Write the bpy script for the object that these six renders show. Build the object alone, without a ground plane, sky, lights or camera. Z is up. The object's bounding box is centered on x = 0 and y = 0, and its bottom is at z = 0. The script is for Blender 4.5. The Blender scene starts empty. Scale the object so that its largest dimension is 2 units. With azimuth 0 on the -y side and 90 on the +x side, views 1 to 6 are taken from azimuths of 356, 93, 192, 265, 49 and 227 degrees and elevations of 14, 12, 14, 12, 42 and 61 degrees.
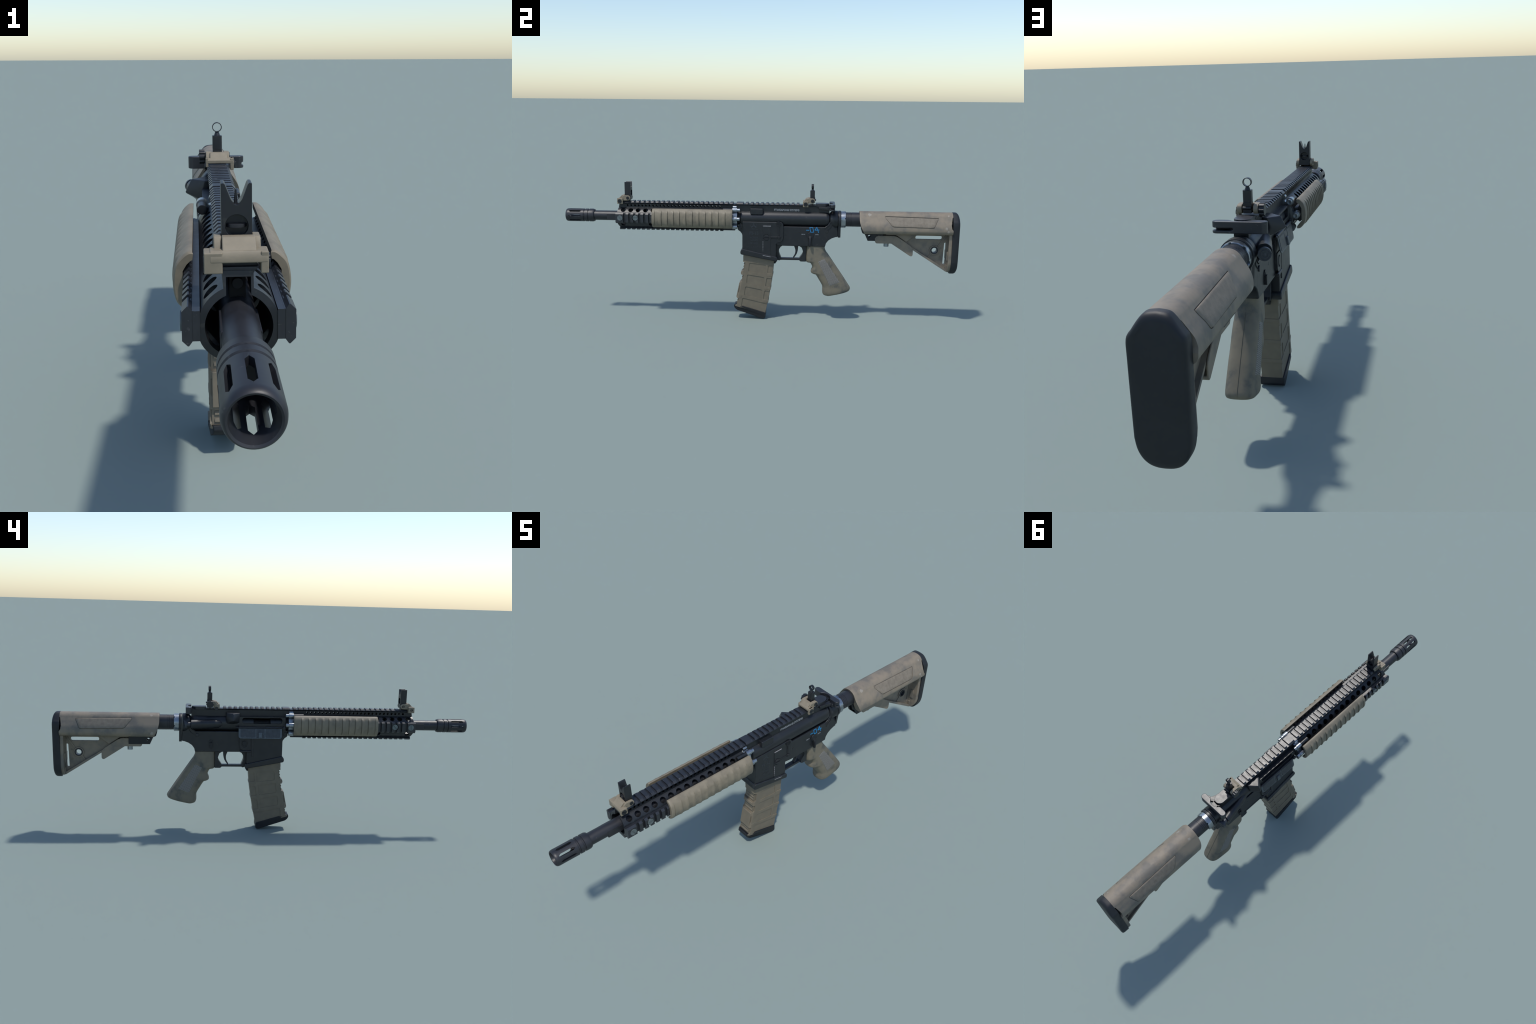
import bpy, bmesh, math, random
from mathutils import Vector, Matrix

random.seed(7)
BZ = 0.521                      # height of the bore axis (it runs along y)
COL = bpy.context.scene.collection

# ------------------------------------------------------------------ materials
def material(name, colours, scale=18.0, rough=(0.42, 0.58), metallic=0.0, spec=0.5,
             grain=0.12, grain_scale=900.0, flecks=None, stretch=(1, 1, 1), band=(0.32, 0.36), chips=()):
    """Cloudy colour from layered noise, optional light wear flecks, fine grain bump."""
    m = bpy.data.materials.new(name)
    m.use_nodes = True
    nt = m.node_tree
    N, Lk = nt.nodes, nt.links
    bsdf = N["Principled BSDF"]
    tc = N.new("ShaderNodeTexCoord")
    mp = N.new("ShaderNodeMapping")
    mp.inputs["Scale"].default_value = stretch
    Lk.new(tc.outputs["Object"], mp.inputs["Vector"])
    nz = N.new("ShaderNodeTexNoise")
    nz.inputs["Scale"].default_value = scale
    nz.inputs["Detail"].default_value = 5.0
    nz.inputs["Roughness"].default_value = 0.6
    Lk.new(mp.outputs["Vector"], nz.inputs["Vector"])
    ramp = N.new("ShaderNodeValToRGB")
    e = ramp.color_ramp.elements
    n = len(colours)
    while len(e) < n:
        e.new(0.5)
    for i, c in enumerate(colours):
        e[i].position = band[0] + band[1] * i / max(1, n - 1)
        e[i].color = (*c, 1)
    Lk.new(nz.outputs["Fac"], ramp.inputs["Fac"])
    col = ramp.outputs["Color"]
    if flecks:
        fcol, fscale, thr, amount = flecks
        fn = N.new("ShaderNodeTexNoise")
        fn.inputs["Scale"].default_value = fscale
        fn.inputs["Detail"].default_value = 3.0
        Lk.new(tc.outputs["Object"], fn.inputs["Vector"])
        fr = N.new("ShaderNodeMapRange")
        fr.inputs["From Min"].default_value = thr
        fr.inputs["From Max"].default_value = thr + 0.05
        fr.inputs["To Max"].default_value = amount
        Lk.new(fn.outputs["Fac"], fr.inputs["Value"])
        mx = N.new("ShaderNodeMix")
        mx.data_type = 'RGBA'
        Lk.new(fr.outputs["Result"], mx.inputs["Factor"])
        Lk.new(col, mx.inputs["A"])
        mx.inputs["B"].default_value = (*fcol, 1)
        col = mx.outputs["Result"]
    for cx, cy, cz, cr in chips:                      # pale scuffs at given spots, ragged by noise
        sub = N.new("ShaderNodeVectorMath")
        sub.operation = 'DISTANCE'
        Lk.new(tc.outputs["Object"], sub.inputs[0])
        sub.inputs[1].default_value = (cx, cy, cz)
        cn = N.new("ShaderNodeTexNoise")
        cn.inputs["Scale"].default_value = 170.0
        Lk.new(tc.outputs["Object"], cn.inputs["Vector"])
        ad = N.new("ShaderNodeMath")
        ad.operation = 'MULTIPLY_ADD'
        Lk.new(cn.outputs["Fac"], ad.inputs[0])
        ad.inputs[1].default_value = -cr * 1.6
        Lk.new(sub.outputs["Value"], ad.inputs[2])
        cm = N.new("ShaderNodeMapRange")
        cm.inputs["From Min"].default_value = cr * 0.25
        cm.inputs["From Max"].default_value = cr * 0.0
        cm.inputs["To Min"].default_value = 0.0
        cm.inputs["To Max"].default_value = 0.75
        Lk.new(ad.outputs["Value"], cm.inputs["Value"])
        mx = N.new("ShaderNodeMix")
        mx.data_type = 'RGBA'
        Lk.new(cm.outputs["Result"], mx.inputs["Factor"])
        Lk.new(col, mx.inputs["A"])
        mx.inputs["B"].default_value = (0.29, 0.265, 0.225, 1)
        col = mx.outputs["Result"]
    Lk.new(col, bsdf.inputs["Base Color"])
    rr = N.new("ShaderNodeMapRange")
    rr.inputs["To Min"].default_value = rough[0]
    rr.inputs["To Max"].default_value = rough[1]
    rn = N.new("ShaderNodeTexNoise")
    rn.inputs["Scale"].default_value = 60.0
    Lk.new(tc.outputs["Object"], rn.inputs["Vector"])
    Lk.new(rn.outputs["Fac"], rr.inputs["Value"])
    Lk.new(rr.outputs["Result"], bsdf.inputs["Roughness"])
    bsdf.inputs["Metallic"].default_value = metallic
    bsdf.inputs["Specular IOR Level"].default_value = spec
    gn = N.new("ShaderNodeTexNoise")
    gn.inputs["Scale"].default_value = grain_scale
    gn.inputs["Detail"].default_value = 2.0
    Lk.new(tc.outputs["Object"], gn.inputs["Vector"])
    bp = N.new("ShaderNodeBump")
    bp.inputs["Strength"].default_value = grain
    bp.inputs["Distance"].default_value = 0.001
    Lk.new(gn.outputs["Fac"], bp.inputs["Height"])
    Lk.new(bp.outputs["Normal"], bsdf.inputs["Normal"])
    return m

BLACK = material("black_anodised_metal", [(0.0072, 0.0090, 0.0118), (0.0096, 0.0114, 0.0144), (0.0124, 0.0140, 0.0166)],  # base colour tinted blue for the sky reflected in the black metal
                 scale=22, rough=(0.34, 0.48), spec=0.5, grain=0.05, flecks=((0.030, 0.031, 0.029), 95.0, 0.66, 0.6))
RAILM = material("worn_rail_metal", [(0.0115, 0.0135, 0.0180), (0.0175, 0.0195, 0.0245)],
                 scale=60, rough=(0.345, 0.48), spec=0.60, grain=0.05, flecks=((0.07, 0.07, 0.073), 130.0, 0.65, 0.6))
BARREL = material("barrel_steel", [(0.0120, 0.0130, 0.0165), (0.0185, 0.0195, 0.0240)],
                  scale=30, rough=(0.40, 0.52), spec=0.5, grain=0.04, flecks=((0.06, 0.06, 0.06), 120.0, 0.69, 0.6))
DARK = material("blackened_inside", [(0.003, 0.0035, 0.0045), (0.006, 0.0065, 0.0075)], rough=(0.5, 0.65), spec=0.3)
POLY = material("black_polymer", [(0.0080, 0.0092, 0.0120), (0.0125, 0.0140, 0.0168)], scale=30, rough=(0.42, 0.56), spec=0.4)
RUBBER = material("black_rubber", [(0.0118, 0.0134, 0.0160), (0.0155, 0.0172, 0.0200)], scale=16, rough=(0.46, 0.62), spec=0.4,
                  grain=0.1, flecks=((0.035, 0.037, 0.040), 40.0, 0.72, 0.4))
STEEL = material("bright_steel", [(0.22, 0.25, 0.28), (0.31, 0.34, 0.37), (0.38, 0.40, 0.42)], scale=45, rough=(0.22, 0.40),
                 metallic=0.95, grain=0.05)
SCREW = material("grey_screw_steel", [(0.095, 0.118, 0.122), (0.145, 0.172, 0.176)], scale=60, rough=(0.38, 0.52), metallic=0.35, grain=0.05)
DOORM = material("worn_cover_metal", [(0.034, 0.039, 0.047), (0.050, 0.056, 0.066)], scale=70, rough=(0.36, 0.50),
                 metallic=0.3, grain=0.06, flecks=((0.12, 0.14, 0.15), 110.0, 0.66, 0.5))
DOOREDGE = material("cover_bare_edge", [(0.060, 0.072, 0.084), (0.105, 0.122, 0.135)], scale=110, rough=(0.36, 0.5), metallic=0.4, grain=0.05)
CHIPS = [(0.033, 0.553, 0.552, 0.0085), (0.034, 0.943, 0.551, 0.0045), (0.066, 0.932, 0.492, 0.0075), (0.068, 0.942, 0.476, 0.0060),
         (-0.067, 0.536, 0.476, 0.0085), (-0.030, 0.540, 0.556, 0.0060)]
TAN = material("tan_stock_polymer", [(0.138, 0.125, 0.104), (0.184, 0.157, 0.121), (0.212, 0.177, 0.132)], scale=14, band=(0.40, 0.20),
               rough=(0.50, 0.66), spec=0.4, grain=0.14, flecks=((0.26, 0.235, 0.195), 34.0, 0.70, 0.4), chips=CHIPS)
TANP = material("tan_panel_polymer", [(0.146, 0.127, 0.093), (0.188, 0.162, 0.117), (0.206, 0.178, 0.128)], scale=26, rough=(0.5, 0.64), spec=0.4,
                grain=0.12, flecks=((0.27, 0.24, 0.185), 60.0, 0.69, 0.4))
TANM = material("tan_magazine_polymer", [(0.136, 0.117, 0.086), (0.168, 0.142, 0.102)], scale=30, rough=(0.48, 0.64), spec=0.4, grain=0.12)
TANG = material("tan_grip_polymer", [(0.080, 0.080, 0.070), (0.145, 0.129, 0.096), (0.168, 0.146, 0.105)], scale=16, band=(0.36, 0.24),
                rough=(0.52, 0.68), spec=0.38, grain=0.12)
TANS = material("tan_sight_polymer", [(0.190, 0.163, 0.117), (0.232, 0.198, 0.142)], scale=40, rough=(0.5, 0.66), spec=0.4, grain=0.1)
TANT = material("tan_textured_pad", [(0.138, 0.118, 0.092), (0.170, 0.146, 0.113), (0.196, 0.170, 0.134)], scale=60,
                rough=(0.55, 0.7), spec=0.4, grain=0.35, grain_scale=520)
MARKW = material("white_marking_paint", [(0.17, 0.19, 0.205), (0.29, 0.31, 0.33)], scale=160, rough=(0.5, 0.7))
MARKG = material("worn_edge_paint", [(0.18, 0.18, 0.19), (0.36, 0.35, 0.36)], scale=150, rough=(0.45, 0.6))
MARKD = material("faint_engraving", [(0.0175, 0.0225, 0.0290), (0.0220, 0.0275, 0.0340)], scale=90, rough=(0.5, 0.6))
BLUE = material("blue_paint", [(0.010, 0.165, 0.36), (0.014, 0.205, 0.44)], scale=60, rough=(0.5, 0.65))

def stipple_material():
    """Moulded non-slip weave: two crossing wave sets in the side plane."""
    m = bpy.data.materials.new("stippled_grip_texture")
    m.use_nodes = True
    nt = m.node_tree
    N, Lk = nt.nodes, nt.links
    b = N["Principled BSDF"]
    tc = N.new("ShaderNodeTexCoord")
    waves = []
    for a in (58, -24):
        mp = N.new("ShaderNodeMapping")
        mp.inputs["Rotation"].default_value = (math.radians(a), 0, 0)
        Lk.new(tc.outputs["Object"], mp.inputs["Vector"])
        w = N.new("ShaderNodeTexWave")
        w.bands_direction = 'Y'
        w.inputs["Scale"].default_value = 60.0
        w.inputs["Distortion"].default_value = 1.6
        w.inputs["Detail"].default_value = 1.0
        Lk.new(mp.outputs["Vector"], w.inputs["Vector"])
        waves.append(w.outputs["Fac"])
    mul = N.new("ShaderNodeMath")
    mul.operation = 'MULTIPLY'
    Lk.new(waves[0], mul.inputs[0])
    Lk.new(waves[1], mul.inputs[1])
    r = N.new("ShaderNodeValToRGB")
    r.color_ramp.elements[0].position = 0.05
    r.color_ramp.elements[0].color = (0.105, 0.098, 0.087, 1)
    r.color_ramp.elements[1].position = 0.5
    r.color_ramp.elements[1].color = (0.255, 0.242, 0.224, 1)
    Lk.new(mul.outputs["Value"], r.inputs["Fac"])
    Lk.new(r.outputs["Color"], b.inputs["Base Color"])
    b.inputs["Roughness"].default_value = 0.6
    bp = N.new("ShaderNodeBump")
    bp.inputs["Strength"].default_value = 0.5
    bp.inputs["Distance"].default_value = 0.001
    Lk.new(mul.outputs["Value"], bp.inputs["Height"])
    Lk.new(bp.outputs["Normal"], b.inputs["Normal"])
    return m
STIPPLE = stipple_material()

# ------------------------------------------------------------------ mesh helpers
def join(*bms):
    out = bmesh.new()
    for b in bms:
        me = bpy.data.meshes.new("tmp")
        b.to_mesh(me)
        out.from_mesh(me)
        bpy.data.meshes.remove(me)
        b.free()
    return out

def place(bm, f):
    for v in bm.verts:
        v.co = Vector(f(*v.co))
    bmesh.ops.recalc_face_normals(bm, faces=bm.faces)
    return bm

def prism(pts, a0, a1, axis='x'):
    """Extrude an outline between a0 and a1. axis x: pts are (y,z); y: (x,z); z: (x,y)."""
    bm = bmesh.new()
    def P(p, a):
        return {'x': (a, p[0], p[1]), 'y': (p[0], a, p[1]), 'z': (p[0], p[1], a)}[axis]
    lo = [bm.verts.new(P(p, a0)) for p in pts]
    hi = [bm.verts.new(P(p, a1)) for p in pts]
    n = len(pts)
    bm.faces.new(lo)
    bm.faces.new(hi)
    for i in range(n):
        bm.faces.new((lo[i], lo[(i + 1) % n], hi[(i + 1) % n], hi[i]))
    bmesh.ops.recalc_face_normals(bm, faces=bm.faces)
    return bm

def box(x0, x1, y0, y1, z0, z1):
    return prism([(y0, z0), (y1, z0), (y1, z1), (y0, z1)], x0, x1)

def tube_prism(outer, inner, y0, y1):
    """Extruded ring between two outlines (x,z) with the same number of points."""
    bm = bmesh.new()
    n = len(outer)
    L = [[bm.verts.new((p[0], y, p[1])) for p in o] for o in (outer, inner) for y in (y0, y1)]
    o0, o1, i0, i1 = L
    for k in range(n):
        j = (k + 1) % n
        bm.faces.new((o0[k], o0[j], o1[j], o1[k]))
        bm.faces.new((i0[k], i1[k], i1[j], i0[j]))
        bm.faces.new((o0[k], i0[k], i0[j], o0[j]))
        bm.faces.new((o1[k], o1[j], i1[j], i1[k]))
    bmesh.ops.recalc_face_normals(bm, faces=bm.faces)
    return bm

def lathe(profile, cx=0.0, cz=BZ, seg=48, closed=False):
    """Turn (y, r) points round an axis parallel to y; closed: profile is a loop (hollow part)."""
    bm = bmesh.new()
    rings = []
    for y, r in profile:
        if r < 1e-6:
            rings.append([bm.verts.new((cx, y, cz))])
        else:
            rings.append([bm.verts.new((cx + r * math.cos(2 * math.pi * k / seg), y, cz + r * math.sin(2 * math.pi * k / seg)))
                          for k in range(seg)])
    pairs = list(zip(rings, rings[1:]))
    if closed:
        pairs.append((rings[-1], rings[0]))
    for a, b in pairs:
        for k in range(seg):
            j = (k + 1) % seg
            q = [a[k % len(a)], a[j % len(a)], b[j % len(b)], b[k % len(b)]]
            q = list(dict.fromkeys(q))
            if len(q) > 2:
                bm.faces.new(q)
    if not closed:
        for r in (rings[0], rings[-1]):
            if len(r) > 2:
                bm.faces.new(r)
    bmesh.ops.recalc_face_normals(bm, faces=bm.faces)
    return bm

def rod(p0, p1, r, seg=24, r1=None):
    """Cylinder or cone between two points."""
    p0, p1 = Vector(p0), Vector(p1)
    d = p1 - p0
    bm = bmesh.new()
    bmesh.ops.create_cone(bm, cap_ends=True, segments=seg, radius1=r, radius2=r if r1 is None else r1, depth=d.length)
    M = Matrix.Translation((p0 + p1) / 2) @ d.to_track_quat('Z', 'Y').to_matrix().to_4x4()
    bm.transform(M)
    return bm

def hull(pts):
    bm = bmesh.new()
    vs = [bm.verts.new(p) for p in pts]
    r = bmesh.ops.convex_hull(bm, input=vs)
    bmesh.ops.delete(bm, geom=[g for g in r["geom_interior"] if isinstance(g, bmesh.types.BMVert)], context='VERTS')
    bmesh.ops.dissolve_limit(bm, angle_limit=0.01, verts=bm.verts, edges=bm.edges)
    bmesh.ops.recalc_face_normals(bm, faces=bm.faces)
    return bm

def loft(sections, cap=True):
    """Skin closed sections (lists of 3D points, same count)."""
    bm = bmesh.new()
    R = [[bm.verts.new(p) for p in s] for s in sections]
    n = len(R[0])
    for a, b in zip(R, R[1:]):
        for k in range(n):
            bm.faces.new((a[k], a[(k + 1) % n], b[(k + 1) % n], b[k]))
    if cap:
        bm.faces.new(R[0])
        bm.faces.new(R[-1])
    bmesh.ops.recalc_face_normals(bm, faces=bm.faces)
    return bm

def arc(cx, cy, r, a0, a1, n):
    return [(cx + r * math.cos(math.radians(a0 + (a1 - a0) * i / n)), cy + r * math.sin(math.radians(a0 + (a1 - a0) * i / n)))
            for i in range(n + 1)]

def rounded(pts, r, n=4):
    """Round the corners of an outline; r is a number or one radius per corner."""
    out = []
    m = len(pts)
    for i in range(m):
        rad = r[i] if isinstance(r, (list, tuple)) else r
        p, a, b = Vector(pts[i]), Vector(pts[i - 1]), Vector(pts[(i + 1) % m])
        if rad <= 0:
            out.append(tuple(p))
            continue
        u, w = (a - p), (b - p)
        d = min(rad, u.length * 0.48, w.length * 0.48)
        q0, q1 = p + u.normalized() * d, p + w.normalized() * d
        for k in range(n + 1):
            t = k / n
            out.append(tuple(q0 * (1 - t) ** 2 + p * 2 * t * (1 - t) + q1 * t * t))
    return out

def smooth_curve(pts, n):
    """Catmull-Rom resampling of a polyline to n points."""
    P = [Vector(p) for p in pts]
    out = []
    for k in range(n):
        t = k / (n - 1) * (len(P) - 1)
        i = min(int(t), len(P) - 2)
        f = t - i
        p0, p1, p2, p3 = P[max(i - 1, 0)], P[i], P[i + 1], P[min(i + 2, len(P) - 1)]
        out.append(0.5 * (2 * p1 + (p2 - p0) * f + (2 * p0 - 5 * p1 + 4 * p2 - p3) * f * f + (3 * p1 - p0 - 3 * p2 + p3) * f ** 3))
    return out

def evaluated(ob):
    dg = bpy.context.evaluated_depsgraph_get()
    me = bpy.data.meshes.new_from_object(ob.evaluated_get(dg))
    ob.modifiers.clear()
    old = ob.data
    ob.data = me
    bpy.data.meshes.remove(old)

def part(name, bm, mat, parent, bevel=0.0012, seg=2, cut=None, add=None, angle=38, clamp=True):
    """Mesh object from bm; optional boolean cut/union; bevelled edges; smooth by angle."""
    me = bpy.data.meshes.new(name)
    bm.to_mesh(me)
    bm.free()
    ob = bpy.data.objects.new(name, me)
    COL.objects.link(ob)
    me.materials.append(mat)
    tmp = []
    for mode, src in (('UNION', add), ('DIFFERENCE', cut)):
        if src is None:
            continue
        cm = bpy.data.meshes.new("cutter")
        src.to_mesh(cm)
        src.free()
        co = bpy.data.objects.new("cutter", cm)
        COL.objects.link(co)
        tmp.append(co)
        md = ob.modifiers.new("b", 'BOOLEAN')
        md.operation = mode
        md.solver = 'EXACT'
        md.use_self = True
        md.object = co
    if bevel > 0:
        bv = ob.modifiers.new("bevel", 'BEVEL')
        bv.width = bevel
        bv.segments = seg
        bv.limit_method = 'ANGLE'
        bv.angle_limit = math.radians(angle)
        bv.use_clamp_overlap = clamp
        bv.miter_outer = 'MITER_ARC'
    if ob.modifiers:
        evaluated(ob)
    for co in tmp:
        cm = co.data
        bpy.data.objects.remove(co)
        bpy.data.meshes.remove(cm)
    ob.data.name = name
    ob.data.polygons.foreach_set("use_smooth", [True] * len(ob.data.polygons))
    ob.data.set_sharp_from_angle(angle=math.radians(34))
    if bevel > 0:
        wn = ob.modifiers.new("wn", 'WEIGHTED_NORMAL')
        wn.keep_sharp = True
        wn.weight = 80
        evaluated(ob)
        ob.data.name = name
    ob.parent = parent
    return ob

def again(ob, parent, matrix):
    o = ob.copy()
    COL.objects.link(o)
    o.parent = parent
    o.matrix_local = matrix
    return o

def lettering(name, text, y, z, x, width, height, mat, parent, side=1, depth=0.0006):
    """Flat raised letters on a side wall, reading along the gun; y,z = centre."""
    cu = bpy.data.curves.new(name, 'FONT')
    cu.body = text
    cu.align_x = 'CENTER'
    cu.align_y = 'CENTER'
    cu.extrude = 1.0
    cu.offset = 0.022
    cu.resolution_u = 2
    t = bpy.data.objects.new(name, cu)
    COL.objects.link(t)
    dg = bpy.context.evaluated_depsgraph_get()
    me = bpy.data.meshes.new_from_object(t.evaluated_get(dg))
    bpy.data.objects.remove(t)
    xs = [v.co.x for v in me.vertices]
    ys = [v.co.y for v in me.vertices]
    mx, my = (min(xs) + max(xs)) / 2, (min(ys) + max(ys)) / 2
    sx, sy = width / (max(xs) - min(xs)), height / (max(ys) - min(ys))
    for v in me.vertices:
        c = v.co.copy()
        v.co = (x + side * (c.z + 1) / 2 * depth, y + side * (c.x - mx) * sx, z + (c.y - my) * sy)
    me.materials.clear()
    me.materials.append(mat)
    ob = bpy.data.objects.new(name, me)
    COL.objects.link(ob)
    ob.parent = parent
    return ob

def stroke(p, q, w, x0, x1):
    """Painted bar from p to q (y,z) on a wall."""
    p, q = Vector(p), Vector(q)
    d = (q - p).normalized()
    n = Vector((-d.y, d.x)) * w / 2
    p, q = p - d * w * 0.3, q + d * w * 0.3
    return prism([tuple(p - n), tuple(q - n), tuple(q + n), tuple(p + n)], x0, x1)

# ------------------------------------------------------------------ the thing
rifle = bpy.data.objects.new("assault_rifle", None)
COL.objects.link(rifle)
rifle["label"] = "black and tan modular carbine rifle standing on its magazine"
rifle["category"] = "rifle"

# ================================================================== barrel
barrel = part("barrel", join(lathe([(-0.90, 0.0240), (-0.853, 0.0248), (-0.12, 0.0248)], seg=48),
                             box(-0.0254, 0.0254, -0.785, -0.70, 0.503, 0.5312)),
              BARREL, rifle, bevel=0.0008)
fh = lathe([(-0.988, 0.0330), (-0.908, 0.0330), (-0.9065, 0.0298), (-0.9015, 0.0298), (-0.900, 0.0330), (-0.8865, 0.0330),
            (-0.885, 0.0298), (-0.8805, 0.0298), (-0.879, 0.0330), (-0.861, 0.0330), (-0.8535, 0.0300), (-0.8535, 0.020),
            (-0.897, 0.0195), (-0.902, 0.0222), (-0.984, 0.0224), (-0.9915, 0.0240), (-0.9985, 0.0258), (-1.0000, 0.0282), (-0.9985, 0.0303), (-0.994, 0.0322)],
           seg=56, closed=True)
slots = []
for k in range(4):
    a = math.radians(45 * k)
    s = prism([(-0.984, 0.0), (-0.976, -0.0052), (-0.926, -0.0052), (-0.918, 0.0), (-0.926, 0.0052), (-0.976, 0.0052)], -0.05, 0.05)
    s.transform(Matrix.Translation((0, 0, BZ)) @ Matrix.Rotation(a, 4, 'Y'))
    slots.append(s)
flash_hider = part("flash_hider", fh, BARREL, barrel, bevel=0.0005, seg=1, cut=join(*slots), angle=50)
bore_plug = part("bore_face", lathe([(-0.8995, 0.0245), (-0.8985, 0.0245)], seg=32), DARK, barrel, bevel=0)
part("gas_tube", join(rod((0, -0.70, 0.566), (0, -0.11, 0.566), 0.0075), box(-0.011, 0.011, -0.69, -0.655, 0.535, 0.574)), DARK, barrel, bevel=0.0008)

# ================================================================== handguard
HG0, HG1 = -0.727, -0.137
HGC, HGR, HGI = 0.5165, 0.0537, 0.0440
n_arc = 22
a_o = math.degrees(math.acos(0.0195 / HGR))
a_i = math.degrees(math.acos(0.0160 / HGI))
outer = [(0.0195, 0.589)] + arc(0, HGC, HGR, a_o, -90, n_arc)[:-1]
outer = outer + [(0, HGC - HGR)] + [(-x, z) for x, z in reversed(outer)]
inner = [(0.0160, 0.581)] + arc(0, HGC, HGI, a_i, -90, n_arc)[:-1]
inner = inner + [(0, HGC - HGI)] + [(-x, z) for x, z in reversed(inner)]
body = tube_prism(outer, inner, HG0, HG1)
for v in body.verts:
    if v.co.y < -0.5:
        v.co.y += max(0, v.co.z - 0.54) * 0.16 + max(0, 0.492 - v.co.z) * 0.35
cuts = []
for k in range(14):                                   # row of round vents on each shoulder
    y = -0.696 + 0.0382 * k
    for s in (1, -1):
        cuts.append(rod((s * 0.024, y, 0.543), (s * 0.052, y, 0.571), 0.0126, 28))
for k in range(26):                                   # small web holes under the top rail
    y = -0.677 + 0.01888 * k
    cuts.append(rod((-0.03, y, 0.5780), (0.03, y, 0.5778), 0.0053, 16))
for k in range(4):
    y = -0.695 + 0.143 * k
    for s in (1, -1):
        cuts.append(rod((s * 0.028, y, 0.494), (s * 0.058, y, 0.472), 0.0125, 24))
handguard = part("handguard", body, BLACK, rifle, bevel=0.0009, seg=2, cut=join(*cuts), angle=40)

def rail_base(y0, y1, h, deep=0.0):
    p = [(-0.0205, h - 0.0155), (0.0205, h - 0.0155), (0.0205, h - 0.0135), (0.0255 - deep, h - 0.0090 - deep), (0.0255 - deep, h - 0.0072 - deep),
         (-0.0255 + deep, h - 0.0072 - deep), (-0.0255 + deep, h - 0.0090 - deep), (-0.0205, h - 0.0135)]
    return prism(p, y0, y1, 'y')
def rail_tooth(y0, y1, h):
    p = [(-0.0208, h - 0.0133), (0.0208, h - 0.0133), (0.0268, h - 0.0090), (0.0268, h - 0.0072), (0.0195, h), (-0.0195, h),
         (-0.0268, h - 0.0072), (-0.0268, h - 0.0090)]
    return prism(p, y0, y1, 'y')

PITCH = 0.0253
TOP = 0.6008
teeth = [(-0.7100, -0.6665)] + [(-0.6572 + PITCH * k, -0.6427 + PITCH * k) for k in range(21)]
top_rail = part("top_rail", join(rail_base(-0.7185, -0.1205, TOP), box(-0.0192, 0.0192, -0.1375, -0.1205, 0.560, 0.587),
                                 *[rail_tooth(a, b, TOP) for a, b in teeth]), RAILM, handguard, bevel=0.0011)
# small raised bars inside every slot floor (the stepped look between teeth)
floor = [box(-0.0185, 0.0185, -0.6427 + PITCH * k + 0.0005, -0.6427 + PITCH * k + 0.0052, TOP - 0.009, TOP - 0.0060) for k in range(20)]
part("rail_slot_step", join(*floor), RAILM, handguard, bevel=0.0007)

flip = lambda x, y, z: (x, y, -z)
bteeth = [(-0.7195, -0.6935)] + [(-0.683 + PITCH * k, -0.6675 + PITCH * k) for k in range(20)]
bot = join(rail_base(-0.7185, -0.140, -0.4525), *[rail_tooth(a, b, -0.4525) for a, b in bteeth])
part("bottom_rail", place(bot, flip), RAILM, handguard, bevel=0.0011)
part("bottom_plate", box(-0.024, 0.024, -0.186, -0.1255, 0.4575, 0.470), BLACK, handguard, bevel=0.002)

side_rails = []
for s in (1, -1):
    ribs = [(-0.7287, -0.6895)] + [(-0.6765 + PITCH * k, -0.6625 + PITCH * k) for k in range(21)]
    b = join(rail_base(-0.7280, -0.148, 0.0735, 0.0036), box(-0.0203, 0.0203, -0.7284, -0.148, 0.0500, 0.0592),
             *[rail_tooth(a, c, 0.0735) for a, c in ribs])
    b = place(b, lambda x, y, z: (s * z, y, 0.5190 + x))
    hole = rod((s * 0.0655, -0.629, 0.5205), (s * 0.09, -0.629, 0.5205), 0.0158, 28)
    side_rails.append(part("side_rail", b, RAILM, handguard, bevel=0.0010, cut=hole))

def screw_bm(r, t, slot=0.0022):
    bm = rod((0, 0, -0.004), (0, 0, t), r, 28)
    return bm
def add_screw(name, x, y, z, r, side, ang, mat, parent, t=0.0022, slot_w=0.0026):
    bm = rod((0, 0, -0.003), (0, 0, t), r, 28)
    c = box(-r * 1.2, r * 1.2, -slot_w / 2, slot_w / 2, t - 0.0019, t + 0.01)
    ob = part(name, bm, mat, parent, bevel=0.0006, cut=c)
    ob.matrix_local = Matrix.Translation((x, y, z)) @ Matrix.Rotation(math.radians(90 * side), 4, 'Y') @ Matrix.Rotation(math.radians(ang), 4, 'Z')
    return ob
add_screw("rail_screw", 0.0737, -0.706, 0.5195, 0.0135, 1, 28, SCREW, handguard)
add_screw("rail_screw", -0.0737, -0.706, 0.5195, 0.0135, -1, 2, SCREW, handguard)
add_screw("rail_screw", 0.0700, -0.6275, 0.5205, 0.0133, 1, 90, SCREW, handguard, t=0.0034)
add_screw("rail_screw", -0.0700, -0.6275, 0.5205, 0.0133, -1, 42, SCREW, handguard, t=0.0034)

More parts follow.
